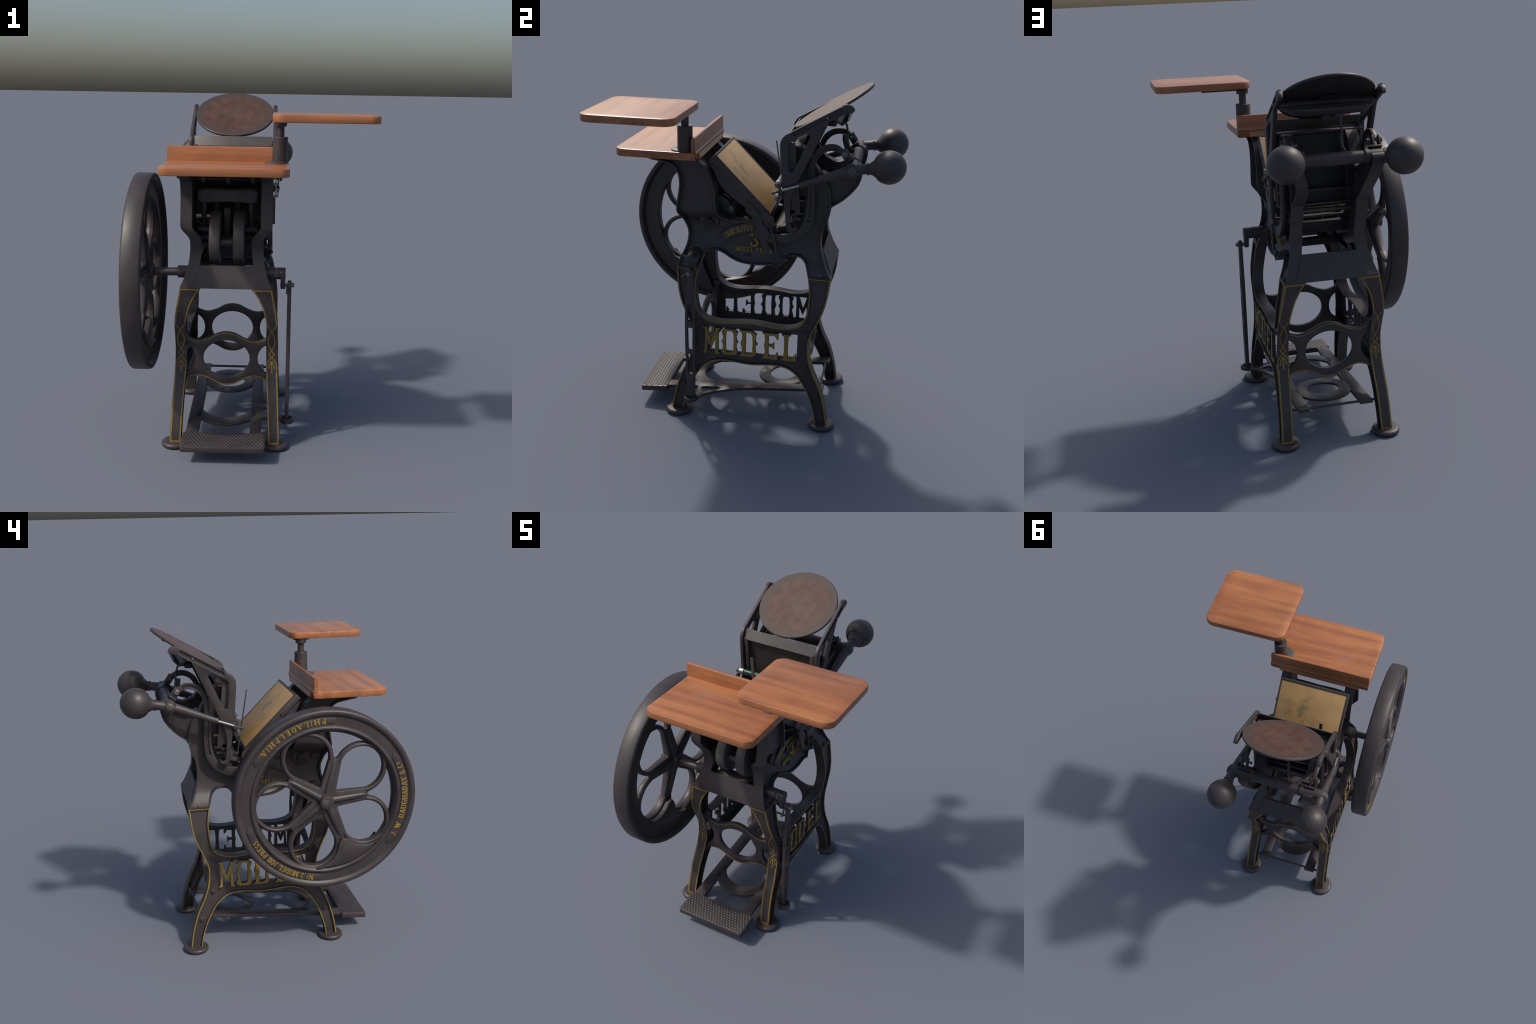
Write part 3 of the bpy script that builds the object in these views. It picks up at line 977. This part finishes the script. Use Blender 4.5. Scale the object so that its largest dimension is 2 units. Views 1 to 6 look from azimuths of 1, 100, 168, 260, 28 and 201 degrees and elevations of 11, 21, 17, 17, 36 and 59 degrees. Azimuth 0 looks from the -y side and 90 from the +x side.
obj('hub_key', move(nut, lambda c: Vector((c.x, WY + (c.y - WY) * .8 + .01, WZ + (c.z - WZ) * .8))), IRON_GREY, g)
# plaques and lettering on the rim's outer face
def plaque(a0, a1):
    pts = []
    n = 20
    for k in range(n + 1): pts.append(pol(.507, a0 + (a1 - a0) * k / n))
    e = 2.6 if a1 > a0 else -2.6
    pts.append(pol(.4865, a1 + e))
    for k in range(n + 1): pts.append(pol(.466, a1 + (a0 - a1) * k / n))
    pts.append(pol(.4865, a0 - e))
    me = plate([pts], .014, .003)
    return move(me, lambda c: Vector((WX - .038 - c.z, WY - c.x, WZ + c.y)))
pl, wd = [], []
def rim_word(text, a0, a1, inward, size=.034):
    ws = [GLYPH[c][2] for c in text]; tot = sum(ws); run = 0
    sq = min(1.05, .95 * .4865 * math.radians(abs(a1 - a0)) / (tot * size))
    for c, w in zip(text, ws):
        t = a0 + (a1 - a0) * (run + w / 2) / tot; run += w
        if c == ' ': continue
        me, _ = glyph_mesh(c, size, .0015, sq)
        ang = math.radians(t + (90 if inward else -90))
        p = pol(.4865, t)
        ca, sa = math.cos(ang), math.sin(ang)
        def f_(v):
            a, b = v.x * ca - v.y * sa + p[0], v.x * sa + v.y * ca + p[1]
            return Vector((WX - .0452 - v.z, WY - a, WZ + b))
        wd.append(move(me, f_))
pl.append(plaque(85, 148)); rim_word('PHILADELPHIA.', 90, 144, True)
pl.append(plaque(-36, 31)); rim_word('J. W. DAUGHADAY & Co', -31, 26, True)
pl.append(plaque(198, 266)); rim_word('No 3 MODEL JOB PRESS.', 261, 205, False)
obj('rim_plaque', join(pl), IRON, g)
obj('gold_lettering', join(wd), GOLD, g)
obj('axle', rod((WX + .04, WY, WZ - .004), (-.30, WY, 1.006), .023, None, 24), IRON, g)
# crank, and the pinion on the axle inside the frame
g = group('crank')
obj('axle_core', rod((-.34, -.304, 1.005), (.10, -.304, 1.005), .024, None, 20), IRON, g)
obj('crank_hub', rod((.155, -.304, 1.005), (.207, -.304, 1.005), .0335, None, 28), IRON, g)
cr = [(-.334, .985), (-.323, .93), (-.304, .916), (-.284, .932), (-.275, .985), (-.28, 1.02), (-.33, 1.02)]
obj('crank_web', to_side(plate([smooth(cr, 4, True)], .026, .004), .193), IRON, g)
obj('set_screw', rod((.178, -.352, 1.022), (.178, -.330, 1.016), .007, None, 10), DULL_STEEL, g)
obj('crank_pin', rod((.178, -.304, .939), (.252, -.304, .939), .010, None, 14), DULL_STEEL, g)
obj('oil_hook', tube([(.215, -.318, .935), (.217, -.335, .917), (.218, -.352, .901), (.218, -.36, .904)], [.005, .006, .008, .006], 8), IRON, g)
obj('pinion', rod((XC - .115, -.304, 1.005), (XC + .10, -.304, 1.005), .052, None, 24), IRON_DARK, g)

# ================================================================== TREADLE AND CONNECTING ROD
g = group('connecting_rod')
RX = .231
half = [(.0, .965), (.014, .958), (.02, .943), (.016, .915), (.0165, .88), (.024, .80), (.029, .72), (.031, .62), (.031, .48), (.029, .38), (.026, .26), (.024, .135), (.024, .115)]
def rodc(z): return -.3015
loop = [(rodc(z) + a, z) for a, z in half] + [(rodc(z) - a, z) for a, z in half[::-1]]
slots = []
for z0, z1 in ((.642, .752), (.465, .600), (.302, .43)):
    slots.append([(rodc(0) - .013, z0), (rodc(0) + .012, z0), (rodc(0) + .014, z1), (rodc(0) - .015, z1)])
obj('rod_body', to_side(plate([loop] + slots, .022, .003), RX), IRON, g)
obj('pin_cap', lathe([(-.02, .013), (.014, .013), (.018, .010), (.019, 0)], (.240, -.304, .939), (1, 0, 0), 16), DULL_STEEL, g)

def tz(y): return .118 + .088 * (y + .485)          # the treadle's sloping plane
g = group('treadle')
def sloped(loops, th, bev=.003):
    me = plate(loops, th, bev)
    return move(me, lambda c: Vector((c.x, c.y, tz(c.y) + c.z - th / 2)))
for x0, x1 in ((-.341, -.268), (.020, .086)):
    obj('treadle_bar', sloped([[(x0, -.55), (x1, -.55), (x1, .475), (x0, .475)]], .020), IRON, g)
uo = [(XC + .205 * math.cos(t), -.15 - .234 * math.sin(t)) for t in [math.pi * k / 28 for k in range(29)]]
ui = [(XC + .150 * math.cos(t), -.15 - .148 * math.sin(t)) for t in [math.pi * k / 28 for k in range(29)]]
obj('treadle_bow', sloped([[p for p in uo if abs(p[0] - XC) < .19] + [p for p in ui[::-1]]], .014), IRON, g)
obj('treadle_ring', sloped([circle(XC, .218, .160, 44, .165), circle(XC, .210, .092, 44, .085)], .014), IRON, g)
# curved side arm out to the rod
arm_o = smooth([(.082, .14), (.09, .04), (.108, -.06), (.145, -.17), (.19, -.24), (.24, -.262), (.268, -.285), (.272, -.31), (.255, -.336), (.23, -.343), (.205, -.333), (.19, -.30), (.165, -.283), (.125, -.29), (.082, -.30)], 4)
arm_h = smooth([(.092, -.262), (.125, -.262), (.155, -.245), (.135, -.21), (.105, -.15), (.092, -.19)], 4, True)
obj('treadle_arm', sloped([arm_o, arm_h], .016), IRON, g)
ringp = [(.033 * math.cos(t) + .231, .033 * math.sin(t) - .303, tz(-.303) + .002) for t in [2 * math.pi * k / 24 for k in range(25)]]
obj('rod_eye', tube(ringp, .010, 8), IRON, g)
obj('hinge_rod', rod((-.405, .452, tz(.452) - .009), (.157, .452, tz(.452) - .009), .0075, None, 12), IRON, g)
pad = plate([rounded_rect(-.3565, .1095, -.655, -.487, (.012,) * 4)], .034, .004)
obj('foot_pad', move(pad, lambda c: Vector((c.x, c.y, tz(c.y) + .001 + c.z - .017))), IRON, g)
# raised diamond tread
tread = []
bm = bmesh.new()
nx, ny = 22, 9
for i in range(nx):
    for j in range(ny):
        cx_ = -.3545 + (i + .5 + .5 * (j % 2)) * .462 / (nx + .5); cy_ = -.651 + (j + .5) * .164 / ny
        zz = tz(cy_) + .0008
        w_, h_ = .0112, .0094
        ang = .5
        c0 = bm.verts.new((cx_, cy_, zz + .0042))
        ringv = [bm.verts.new((cx_ + dx * w_, cy_ + dy * h_, zz)) for dx, dy in ((-1, 0), (0, -1), (1, 0), (0, 1))]
        topv = [bm.verts.new((cx_ + dx * w_ * .45, cy_ + dy * h_ * .45, zz + .0034)) for dx, dy in ((-1, 0), (0, -1), (1, 0), (0, 1))]
        for k in range(4):
            bm.faces.new((ringv[k], ringv[(k + 1) % 4], topv[(k + 1) % 4], topv[k]))
            bm.faces.new((topv[k], topv[(k + 1) % 4], c0))
tr = obj('diamond_tread', from_bm(bm), IRON, g)
tr['kind'] = 'stuff'

# ================================================================== BED (type bed with tympan paper)
g = group('type_bed')
BA = Vector((0, -.187, 1.606)); BD = Vector((0, .320, -.322)); BL = BD.length
BD.normalize(); BN = Vector((0, -BD.z, BD.y)); BN = Vector((0, .709, .705))
def bedm(me):      # local: x across, y down the bed, z out of its face
    return move(me, lambda c: Vector((XC + c.x, 0, 0)) + Vector((0, BA.y, BA.z)) + BD * c.y + BN * c.z)
def bed_slab(x0, x1, y0, y1, z0, z1, bev=.004):
    return bedm(box(x0, x1, y0, y1, z0, z1, bev))
obj('bed_frame', bed_slab(-.235, .235, 0, BL, -.046, -.004, .006), IRON, g)
for a, b, c, d in ((-.233, .233, .0005, .012), (-.233, .233, BL - .012, BL - .0005), (-.233, -.222, .012, BL - .012), (.222, .233, .012, BL - .012)):
    obj('bed_lip', bed_slab(a, b, c, d, -.006, .003, .002), IRON, g)
obj('tympan_paper', bed_slab(-.221, .221, .0125, BL - .0125, -.004, .0005, .0004), PAPER, g)
for sx in (-1, 1):
    for y in (.15, .31):
        obj('clip_pin', rod((XC + sx * .232, BA.y + BD.y * y + BN.y * -.02, BA.z + BD.z * y - BN.z * .02),
                            (XC + sx * .243, BA.y + BD.y * y + BN.y * -.02, BA.z + BD.z * y - BN.z * .02), .006, None, 10), IRON, g)
obj('bed_ledge', bed_slab(-.20, .20, BL + .004, BL + .016, -.075, -.012), IRON_GREY, g)
# ribs and the deep casting behind the bed
side = [(-.206, 1.552), (-.19, 1.49), (-.16, 1.43), (-.12, 1.385), (-.06, 1.34), (-.005, 1.30), (.03, 1.262), (.05, 1.225), (.085, 1.228), (.10, 1.27), (.06, 1.32)]
for sx in (-1, 1):
    obj('bed_cheek', to_side(plate([smooth(side, 4, True)], .02, .003), XC + sx * .212), IRON, g)
obj('bed_casting', bed_slab(-.21, .21, .05, BL - .02, -.080, -.040), IRON_DARK, g)
for x in (-.14, 0, .14):
    obj('bed_rib', bed_slab(x - .012, x + .012, .03, BL - .04, -.115, -.070), IRON_DARK, g)
# hinge ears at the foot of the bed, link plate and throw-off lever on the right
for sx in (-1, 1):
    ear = [(.10, 1.30), (.125, 1.285), (.15, 1.262), (.156, 1.238), (.146, 1.216), (.126, 1.208), (.108, 1.217), (.096, 1.24), (.075, 1.28)]
    obj('hinge_ear', to_side(plate([smooth(ear, 4, True)], .022, .003), XC + sx * .234), IRON, g)
    obj('hinge_pin', rod((XC + sx * .24, .126, 1.237), (XC + sx * .249, .126, 1.237), .006, None, 10), IRON_DARK, g)
    arm = [(-.012, 1.303), (.014, 1.345), (.055, 1.30), (.083, 1.268), (.090, 1.243), (.078, 1.218), (.056, 1.214), (.038, 1.228), (.03, 1.262)]
    obj('bed_arm', to_side(plate([smooth(arm, 4, True)], .024, .003), XC + sx * .228), IRON, g)
    obj('pivot_boss', lathe([(-.02, .029), (.004, .029), (.006, .027), (.006, .011), (.003, .010), (.003, 0)], (XC + sx * .239, .060, 1.241), (sx, 0, 0), 24), IRON, g)
lk = [(.036, 1.235), (.085, 1.235), (.130, 1.180), (.126, 1.150), (.117, 1.120), (.130, 1.098), (.153, 1.077), (.152, 1.062), (.137, 1.056), (.112, 1.068), (.088, 1.092), (.070, 1.135), (.050, 1.20)]
obj('link_plate', to_side(plate([smooth(lk, 4, True)], .016, .003), XC + .232), IRON, g)
obj('throw_off_lever', tube([(.118, .130, 1.225), (.119, .143, 1.19), (.120, .157, 1.15), (.121, .166, 1.10), (.121, .175, 1.055), (.120, .185, 1.034), (.118, .205, 1.026), (.116, .222, 1.026)],
                            [.008, .008, .008, .008, .008, .008, .008, .008], 10), IRON, g)
obj('lever_knob', lathe([(0, 0), (.001, .008), (.004, .013), (.012, .016), (.022, .014), (.027, .008), (.028, 0)], (.118, .212, 1.026), (0, 1, 0), 16), IRON, g)
obj('link_bolt', lathe([(0, .009), (.012, .009), (.014, .006), (.014, 0)], (XC + .236, .141, 1.066), (1, 0, 0), 10), DULL_STEEL, g)

# ================================================================== CAM SHAFT AND YOKE INSIDE
g = group('cam_shaft')
for a, b in ((-.223, -.160), (-.090, -.025)):
    w = b - a
    obj('cam_disk', lathe([(0, .05), (0, .138), (.004, .146), (.012, .149), (w - .012, .149), (w - .004, .146), (w, .138), (w, .05)], (a, -.243, 1.198), (1, 0, 0), 56), IRON_GREY, g)
obj('shaft', rod((-.33, -.231, 1.19), (.08, -.231, 1.19), .031, None, 24), IRON_DARK, g)
obj('cam_pin', rod((-.17, -.330, 1.184), (-.08, -.330, 1.184), .0235, None, 20), IRON, g)
obj('connecting_lug', box(-.150, -.106, -.27, -.22, 1.20, 1.37, .014), IRON_DARK, g)
g = group('bed_yoke')
yk = smooth([(-.166, 1.470), (-.10, 1.478), (0, 1.474), (.10, 1.478), (.162, 1.473), (.170, 1.44), (.164, 1.408), (.13, 1.398), (.06, 1.404), (-.06, 1.404), (-.13, 1.398), (-.166, 1.408), (-.172, 1.44)], 4, True)
obj('yoke_bar', to_front(plate([[(a + XC, b) for a, b in yk]], .05, .010), -.285), IRON, g)
for x in (-.106, .094):
    obj('yoke_bolt', lathe([(0, .013), (.004, .013), (.006, .010), (.006, 0)], (XC + x, -.310, 1.443), (0, -1, 0), 12), IRON, g)
for x in (-.137, .132):
    obj('yoke_leg', rod((XC + x, -.255, 1.42), (XC + x, -.225, 1.24), .0165, .0145, 14), IRON, g)
    obj('yoke_foot', rod((XC + x - .035, -.225, 1.238), (XC + x + .035, -.225, 1.238), .024, None, 16), IRON, g)
for x in (-.07, .05):
    obj('yoke_web', rod((XC + x, -.21, 1.42), (XC + x * .9, -.19, 1.32), .020, .016, 12), IRON_DARK, g)
obj('cross_tie', rod((XC - .20, -.10, 1.29), (XC + .20, -.10, 1.29), .016, None, 14), IRON_GREY, g)
g = group('cross_brace')
obj('rocker_beam', box(XC - .195, XC + .195, .205, .250, 1.146, 1.190, .008), IRON_DARK, g)
obj('rocker_shaft', rod((XC - .23, .20, 1.135), (XC + .23, .20, 1.135), .022, None, 16), IRON_DARK, g)
for x in (-.10, -.02, .06):
    obj('rocker_bearing', rod((XC + x, .09, 1.12), (XC + x, .10, 1.215), .030, None, 18), IRON_DARK, g)
obj('tie_bar', box(XC - .195, XC + .195, .150, .200, 1.196, 1.212, .003), IRON_GREY, g)
obj('tie_beam', box(XC - .20, XC + .20, -.02, .02, .985, 1.03, .005), IRON_DARK, g)
for x in (-.075, .04):
    obj('link_rod', tube([(XC + x, -.19, 1.17), (XC + x, 0, 1.12), (XC + x, .17, 1.14)], .02, 12), IRON_DARK, g)

# ================================================================== PLATEN
g = group('platen')
def pf(z): return .198 + (1.69 - z) * .1125           # y of the platen's front face at height z
def lean(me):        # local box coords: x, d (behind the face), z  ->  world
    return move(me, lambda c: Vector((XC + c.x, pf(c.z) + c.y, c.z)))
obj('platen_panel', lean(box(-.236, .236, .007, .041, 1.30, 1.695, .003)), IRON_DARK, g)
obj('chamfered_strip', to_side(plate([[(.186, 1.684), (.2155, 1.742), (.2205, 1.742), (.208, 1.70), (.206, 1.684)]], .477, .0015), XC), IRON_GREY, g)
obj('cross_strip', lean(box(-.2385, .2385, -.014, .030, 1.285, 1.325, .003)), IRON, g)
for sx in (-1, 1):
    obj('edge_strip', lean(box(min(sx * .2385, sx * .212), max(sx * .2385, sx * .212), -.013, .036, 1.30, 1.690, .003)), IRON, g)
    obj('stiffening_flange', lean(box(min(sx * .2375, sx * .222), max(sx * .2375, sx * .222), .032, .060, 1.30, 1.70, .003)), IRON, g)
for z, d in ((1.678, .085), (1.378, .085), (1.302, .070)):
    obj('stiffening_rib', lean(box(-.235, .235, .030, d, z - .006, z + .006, .002)), IRON, g)
obj('delivery_ledge', lean(box(-.21, .21, .0, .055, 1.255, 1.272, .003)), IRON_GREY, g)
# side plates: openwork brackets with a slot in the upper limb, an eye and a hook
PL = [(.196, 1.45), (.190, 1.52), (.182, 1.62), (.1785, 1.69), (.186, 1.72), (.206, 1.7445), (.242, 1.7655), (.36, 1.834), (.512, 1.9205), (.530, 1.9235), (.547, 1.919), (.561, 1.908), (.5665, 1.896, 'c'), (.557, 1.8835), (.530, 1.878), (.50, 1.862),
      (.438, 1.828), (.430, 1.815), (.36, 1.66), (.284, 1.488), (.264, 1.442), (.250, 1.40), (.245, 1.355), (.247, 1.30), (.252, 1.245), (.258, 1.229), (.268, 1.222), (.278, 1.228), (.286, 1.238), (.291, 1.232), (.287, 1.218), (.276, 1.206), (.262, 1.199), (.247, 1.199), (.233, 1.209), (.2245, 1.232), (.220, 1.28), (.212, 1.345)]
PH = [(.225, 1.69), (.233, 1.56), (.240, 1.546), (.247, 1.544), (.259, 1.558), (.332, 1.718), (.338, 1.738), (.333, 1.752), (.315, 1.755), (.262, 1.727), (.238, 1.712)]
# slot band in the plate's own slope
sd = Vector((.27, .156)).normalized(); sn = Vector((-sd.y, sd.x))
sl0 = Vector((.246, 1.7475)); sl1 = Vector((.503, 1.893))
def stadium(a, b, r, n=8):
    d = (b - a).normalized(); nn = Vector((-d.y, d.x)); out = []
    for k in range(n + 1):
        t = -math.pi / 2 + math.pi * k / n
        p = b + (d * math.cos(t) + nn * math.sin(t)) * r; out.append((p.x, p.y))
    for k in range(n + 1):
        t = math.pi / 2 + math.pi * k / n
        p = a + (d * math.cos(t) + nn * math.sin(t)) * r; out.append((p.x, p.y))
    return out
slot = stadium(sl0 + sd * .012, sl1 - sd * .012, .0095)
pl_loop = smooth(PL, 4, True); ph_loop = smooth(PH, 4, True)
for sx in (-1, 1):
    gg = obj('platen_bracket', to_side(plate([pl_loop, ph_loop, slot], .022, .0045), XC + sx * .2545), IRON, g)
    obj('slot_floor', to_side(plate([stadium(sl0, sl1, .014)], .006), XC + sx * .252), IRON, g)
    obj('bracket_bolt', lathe([(-.006, .009), (.004, .009), (.008, .006), (.009, 0)], (XC + sx * .262, .428, 1.848), (sx, 0, 0), 14), DULL_STEEL, g)
    tip = [(.505, 1.921), (.530, 1.924), (.549, 1.9195), (.563, 1.908), (.5685, 1.896), (.558, 1.8825), (.530, 1.877), (.505, 1.868)]
    obj('bracket_tip', to_side(plate([tip], .025, .004), XC + sx * .2545), IRON, g)
# gauge finger
fing = to_side(plate([[(.0925, 1.625), (.0975, 1.625), (.132, 1.42), (.163, 1.239), (.158, 1.236), (.126, 1.42)]], .021, .001), -.256)
obj('gripper_finger', fing, DULL_STEEL, g)
obj('gripper_bar', rod((XC - .24, .172, 1.205), (XC + .24, .172, 1.205), .008, None, 12), IRON, g)
obj('gripper_clamp', box(-.268, -.244, .150, .182, 1.212, 1.240, .003), IRON, g)

# ================================================================== J ARMS (swan necks with a slot)
J_OUT = [(.04, 1.135), (.10, 1.122), (.16, 1.117), (.217, 1.117), (.264, 1.133), (.312, 1.164), (.357, 1.218), (.372, 1.270), (.377, 1.34), (.374, 1.43), (.369, 1.52), (.370, 1.58), (.384, 1.621), (.410, 1.650), (.440, 1.664), (.468, 1.666), (.492, 1.659), (.508, 1.645)]
J_IN = [(.536, 1.664), (.515, 1.682), (.488, 1.697), (.464, 1.7015), (.430, 1.698), (.397, 1.683), (.365, 1.655), (.343, 1.611), (.335, 1.565), (.333, 1.50), (.334, 1.43), (.332, 1.34), (.320, 1.273), (.298, 1.222), (.262, 1.190), (.216, 1.176), (.159, 1.172), (.10, 1.178), (.04, 1.19)]
jo, ji = smooth(J_OUT, 4), smooth(J_IN, 4)
mid = [((a[0] + b[0]) / 2, (a[1] + b[1]) / 2) for a, b in zip(smooth(J_OUT[6:], 4), smooth(J_IN[::-1][6:], 4))]
def strip2d(path, w):
    L, R_ = [], []
    for i, p in enumerate(path):
        a = path[max(i - 1, 0)]; b = path[min(i + 1, len(path) - 1)]
        t = Vector((b[0] - a[0], b[1] - a[1])).normalized(); n = Vector((-t.y, t.x)) * w / 2
        L.append((p[0] + n.x, p[1] + n.y)); R_.append((p[0] - n.x, p[1] - n.y))
    return L + R_[::-1]
jc = smooth([(.347, 1.258), (.353, 1.30), (.355, 1.38), (.353, 1.46), (.351, 1.54), (.356, 1.60), (.374, 1.639), (.402, 1.667), (.435, 1.682), (.465, 1.684), (.490, 1.677)], 5)
jslot = strip2d(jc, .0165)
for s in (1, -1):
    g = group('swan_neck_arm')
    obj('arm_plate', to_side(plate([jo + ji, jslot], .024, .004), XC + s * .221), IRON, g)
    obj('slot_floor', to_side(plate([strip2d(jc, .024)], .006), XC + s * .219), IRON, g)
    # clevis on a strap that goes down to the roller bar, tipped along the line bolt -> bar
    ca, cb = Vector((.565, -.825)), Vector((.825, .565))
    def tipped(h0, h1, a0, a1, b0, b1, bev=.003):
        me = box(h0, h1, a0, a1, b0, b1, bev)
        return fix_(move(me, lambda c: Vector((XC + c.x, .527 + ca.x * c.y + cb.x * c.z, 1.654 + ca.y * c.y + cb.y * c.z))))
    fix_ = (lambda m: m) if s == 1 else mirror
    for h in (.199, .232):
        obj('clevis_cheek', tipped(h, h + .012, -.022, .040, -.019, .019, .005), IRON, g)
    obj('clevis_bolt', lathe([(-.062, .009), (-.05, .009), (-.05, .007), (.008, .007), (.008, .016), (.014, .0165), (.018, .012), (.019, 0)], (XC + s * .238, .527, 1.654), (s, 0, 0), 16), DULL_STEEL, g)
    obj('clevis_base', tipped(.150, .244, .036, .047, -.024, .024), IRON, g)
    obj('clevis_leg', tipped(.150, .168, .036, .088, -.024, .024), IRON, g)
    obj('bar_strap', lathe([(0, .036), (.002, .0385), (.022, .0385), (.024, .036)], (XC + s * .147, .575, 1.584), (s, 0, 0), 24), IRON, g)

# ================================================================== ROLLER BAR, ARMS AND COUNTERWEIGHT BALLS
g = group('roller_carriage')
BY, BZ = .575, 1.584
obj('cross_bar', lathe([(0, .034), (.06, .035), (.11, .031), (.25, .0335), (.39, .031), (.44, .035), (.50, .034)], (XC - .25, BY, BZ), (1, 0, 0), 28), IRON, g)
for s in (1, -1):
    hx = XC + s * .287
    obj('bar_knuckle', lathe([(-.05, .034), (-.015, .0385), (.018, .0385), (.024, .036), (.026, .024), (.033, .022), (.037, .016), (.039, 0)], (hx, BY, BZ), (s, 0, 0), 28), IRON, g)
    obj('knuckle_cap', lathe([(0, .024), (.004, .0235), (.008, .018), (.010, 0)], (hx + s * .0295, BY, BZ), (s, 0, 0), 20), IRON_GREY, g)
    a = Vector((hx, BY, BZ)); b = Vector((hx, .297, 1.4785))
    d = (b - a); L = d.length
    obj('arm_sleeve', lathe([(.01, .028), (.05, .0275), (.11, .025), (.17, .022), (.23, .0195), (L - .012, .0185), (L - .006, .0205), (L, .0195), (L, .006)], a, d, 20), IRON, g)
    obj('arm_rod', rod(b - d.normalized() * .02, (hx - s * .01, .200, 1.4415), .008, None, 12), STEEL, g)
    # ball with its neck and collar
    c = Vector((hx, .767, 1.612)); n0 = Vector((hx, BY, BZ))
    ax = (c - n0); D = ax.length
    pr = [(.02, .029), (.066, .0275), (.076, .028), (.078, .033), (.085, .0335), (.088, .030), (.095, .031), (.105, .036), (.116, .0445), (.127, .056)]
    for k in range(15):
        t = math.radians(140 - k * 10)                   # polar angle from the far pole
        pr.append((D + .0905 * math.cos(t), max(.0905 * math.sin(t), 0)))
    obj('counterweight_ball', lathe(pr, n0, ax, 28), IRON, g)
    # roller hook at the front end of the arm
    obj('roller_saddle', lathe([(-.012, 0), (-.011, .010), (-.006, .015), (.006, .015), (.011, .010), (.012, 0)], (hx - s * .008, .190, 1.432), (s, 0, 0), 14), IRON, g)
    obj('saddle_stem', rod((hx - s * .008, .20, 1.4415), (hx - s * .008, .152, 1.424), .006, None, 10), IRON, g)
    obj('saddle_tip', lathe([(-.008, 0), (-.006, .006), (0, .009), (.006, .006), (.008, 0)], (hx - s * .008, .150, 1.423), (0, 1, 0), 10), IRON, g)
    obj('saddle_bar', tube([(hx - s * .010, .176, 1.475), (hx - s * .010, .190, 1.44), (hx - s * .010, .190, 1.42), (hx - s * .010, .178, 1.385)], .007, 8), IRON, g)
for z, y in ((1.467, .173), (1.392, .177)):
    obj('ink_roller', rod((XC - .225, y, z), (XC + .225, y, z), .0185, None, 24), ROLLER, g)
    obj('roller_core', rod((XC - .275, y, z), (XC + .275, y, z), .008, None, 12), STEEL, g)
    for s in (1, -1):
        obj('roller_wheel', rod((XC + s * .228, y, z), (XC + s * .262, y, z), .020, None, 24), STEEL, g)
        obj('roller_nut', rod((XC + s * .268, y, z), (XC + s * .280, y, z), .016, None, 8), DULL_STEEL, g)

# ================================================================== INK DISK
g = group('ink_disk')
DC = Vector((XC, .4365, 1.8665)); dslope = Vector((0, .857, .516)); dn = Vector((0, -.516, .857))
rot = Matrix((Vector((1, 0, 0)), dslope, dn)).transposed().to_4x4()
disk = lathe([(-.006, 0), (-.006, .232), (-.006, .2425), (-.002, .2458), (.004, .2465), (.008, .2450), (.010, .242), (.0092, .20), (.009, 0)], (0, 0, 0), (0, 0, 1), 72)
do = obj('disk_plate', disk, [DISK, IRON_DARK], g, 25)
for p in disk.polygons:
    if p.normal.z < -.3: p.material_index = 1
do.matrix_local = Matrix.Translation(DC) @ rot
def disk_local(me):
    return move(me, lambda c: DC + Vector((1, 0, 0)) * c.x + dslope * c.y + dn * c.z)
obj('disk_ratchet', disk_local(lathe([(-.012, .055), (-.020, .055), (-.024, .04), (-.026, .02), (-.026, 0)], (0, 0, 0), (0, 0, 1), 32)), IRON_DARK, g)
obj('disk_spindle', disk_local(rod((0, 0, -.02), (0, 0, -.085), .018, None, 16)), IRON, g)
# bowed cross member that carries the disk between the two brackets
# a leaf-shaped plate: straight upper edge, bowed lower edge, set square to the disk
bow = [(-.243, .004), (.243, .004)] + smooth([(.243, -.016), (.225, -.034), (.195, -.056), (.155, -.070), (.10, -.072), (0, -.070), (-.10, -.072), (-.155, -.070), (-.195, -.056), (-.225, -.034), (-.243, -.016)], 4)
be, bn2 = Vector((0, .70, -.714)), Vector((0, .714, .70))
def carrier(me):        # local x across, y up the leaf, z = its rear face
    return move(me, lambda c: Vector((XC + c.x, .456, 1.846)) - be * c.y + bn2 * c.z)
obj('bowed_carrier', carrier(plate([bow], .016, .005)), IRON, g)
obj('carrier_rail', carrier(box(-.243, .243, -.020, .006, -.002, .022, .006)), IRON, g)
rib = [(-.17, -.058), (.17, -.058), (.15, -.072), (0, -.074), (-.15, -.072)]
obj('carrier_rib', carrier(move(plate([smooth(rib, 4, True)], .048, .006), lambda c: c + Vector((0, 0, .016)))), IRON, g)
obj('pawl_block', box(-.20, -.150, .455, .50, 1.775, 1.80, .004), IRON, g)
obj('pawl_block', box(-.165, -.10, .405, .455, 1.755, 1.79, .008), IRON, g)
obj('pawl_rod', tube([(-.176, .488, 1.80), (-.176, .497, 1.775), (-.178, .508, 1.745), (-.180, .515, 1.70), (-.181, .514, 1.66), (-.182, .510, 1.615)], .006, 8), IRON, g)
obj('pawl_blade', tube([(-.178, .50, 1.70), (-.175, .505, 1.665), (-.177, .515, 1.63), (-.186, .54, 1.605), (-.195, .565, 1.60)], [.016, .018, .018, .016, .012], 8, .5), IRON, g)

bpy.context.view_layer.update()
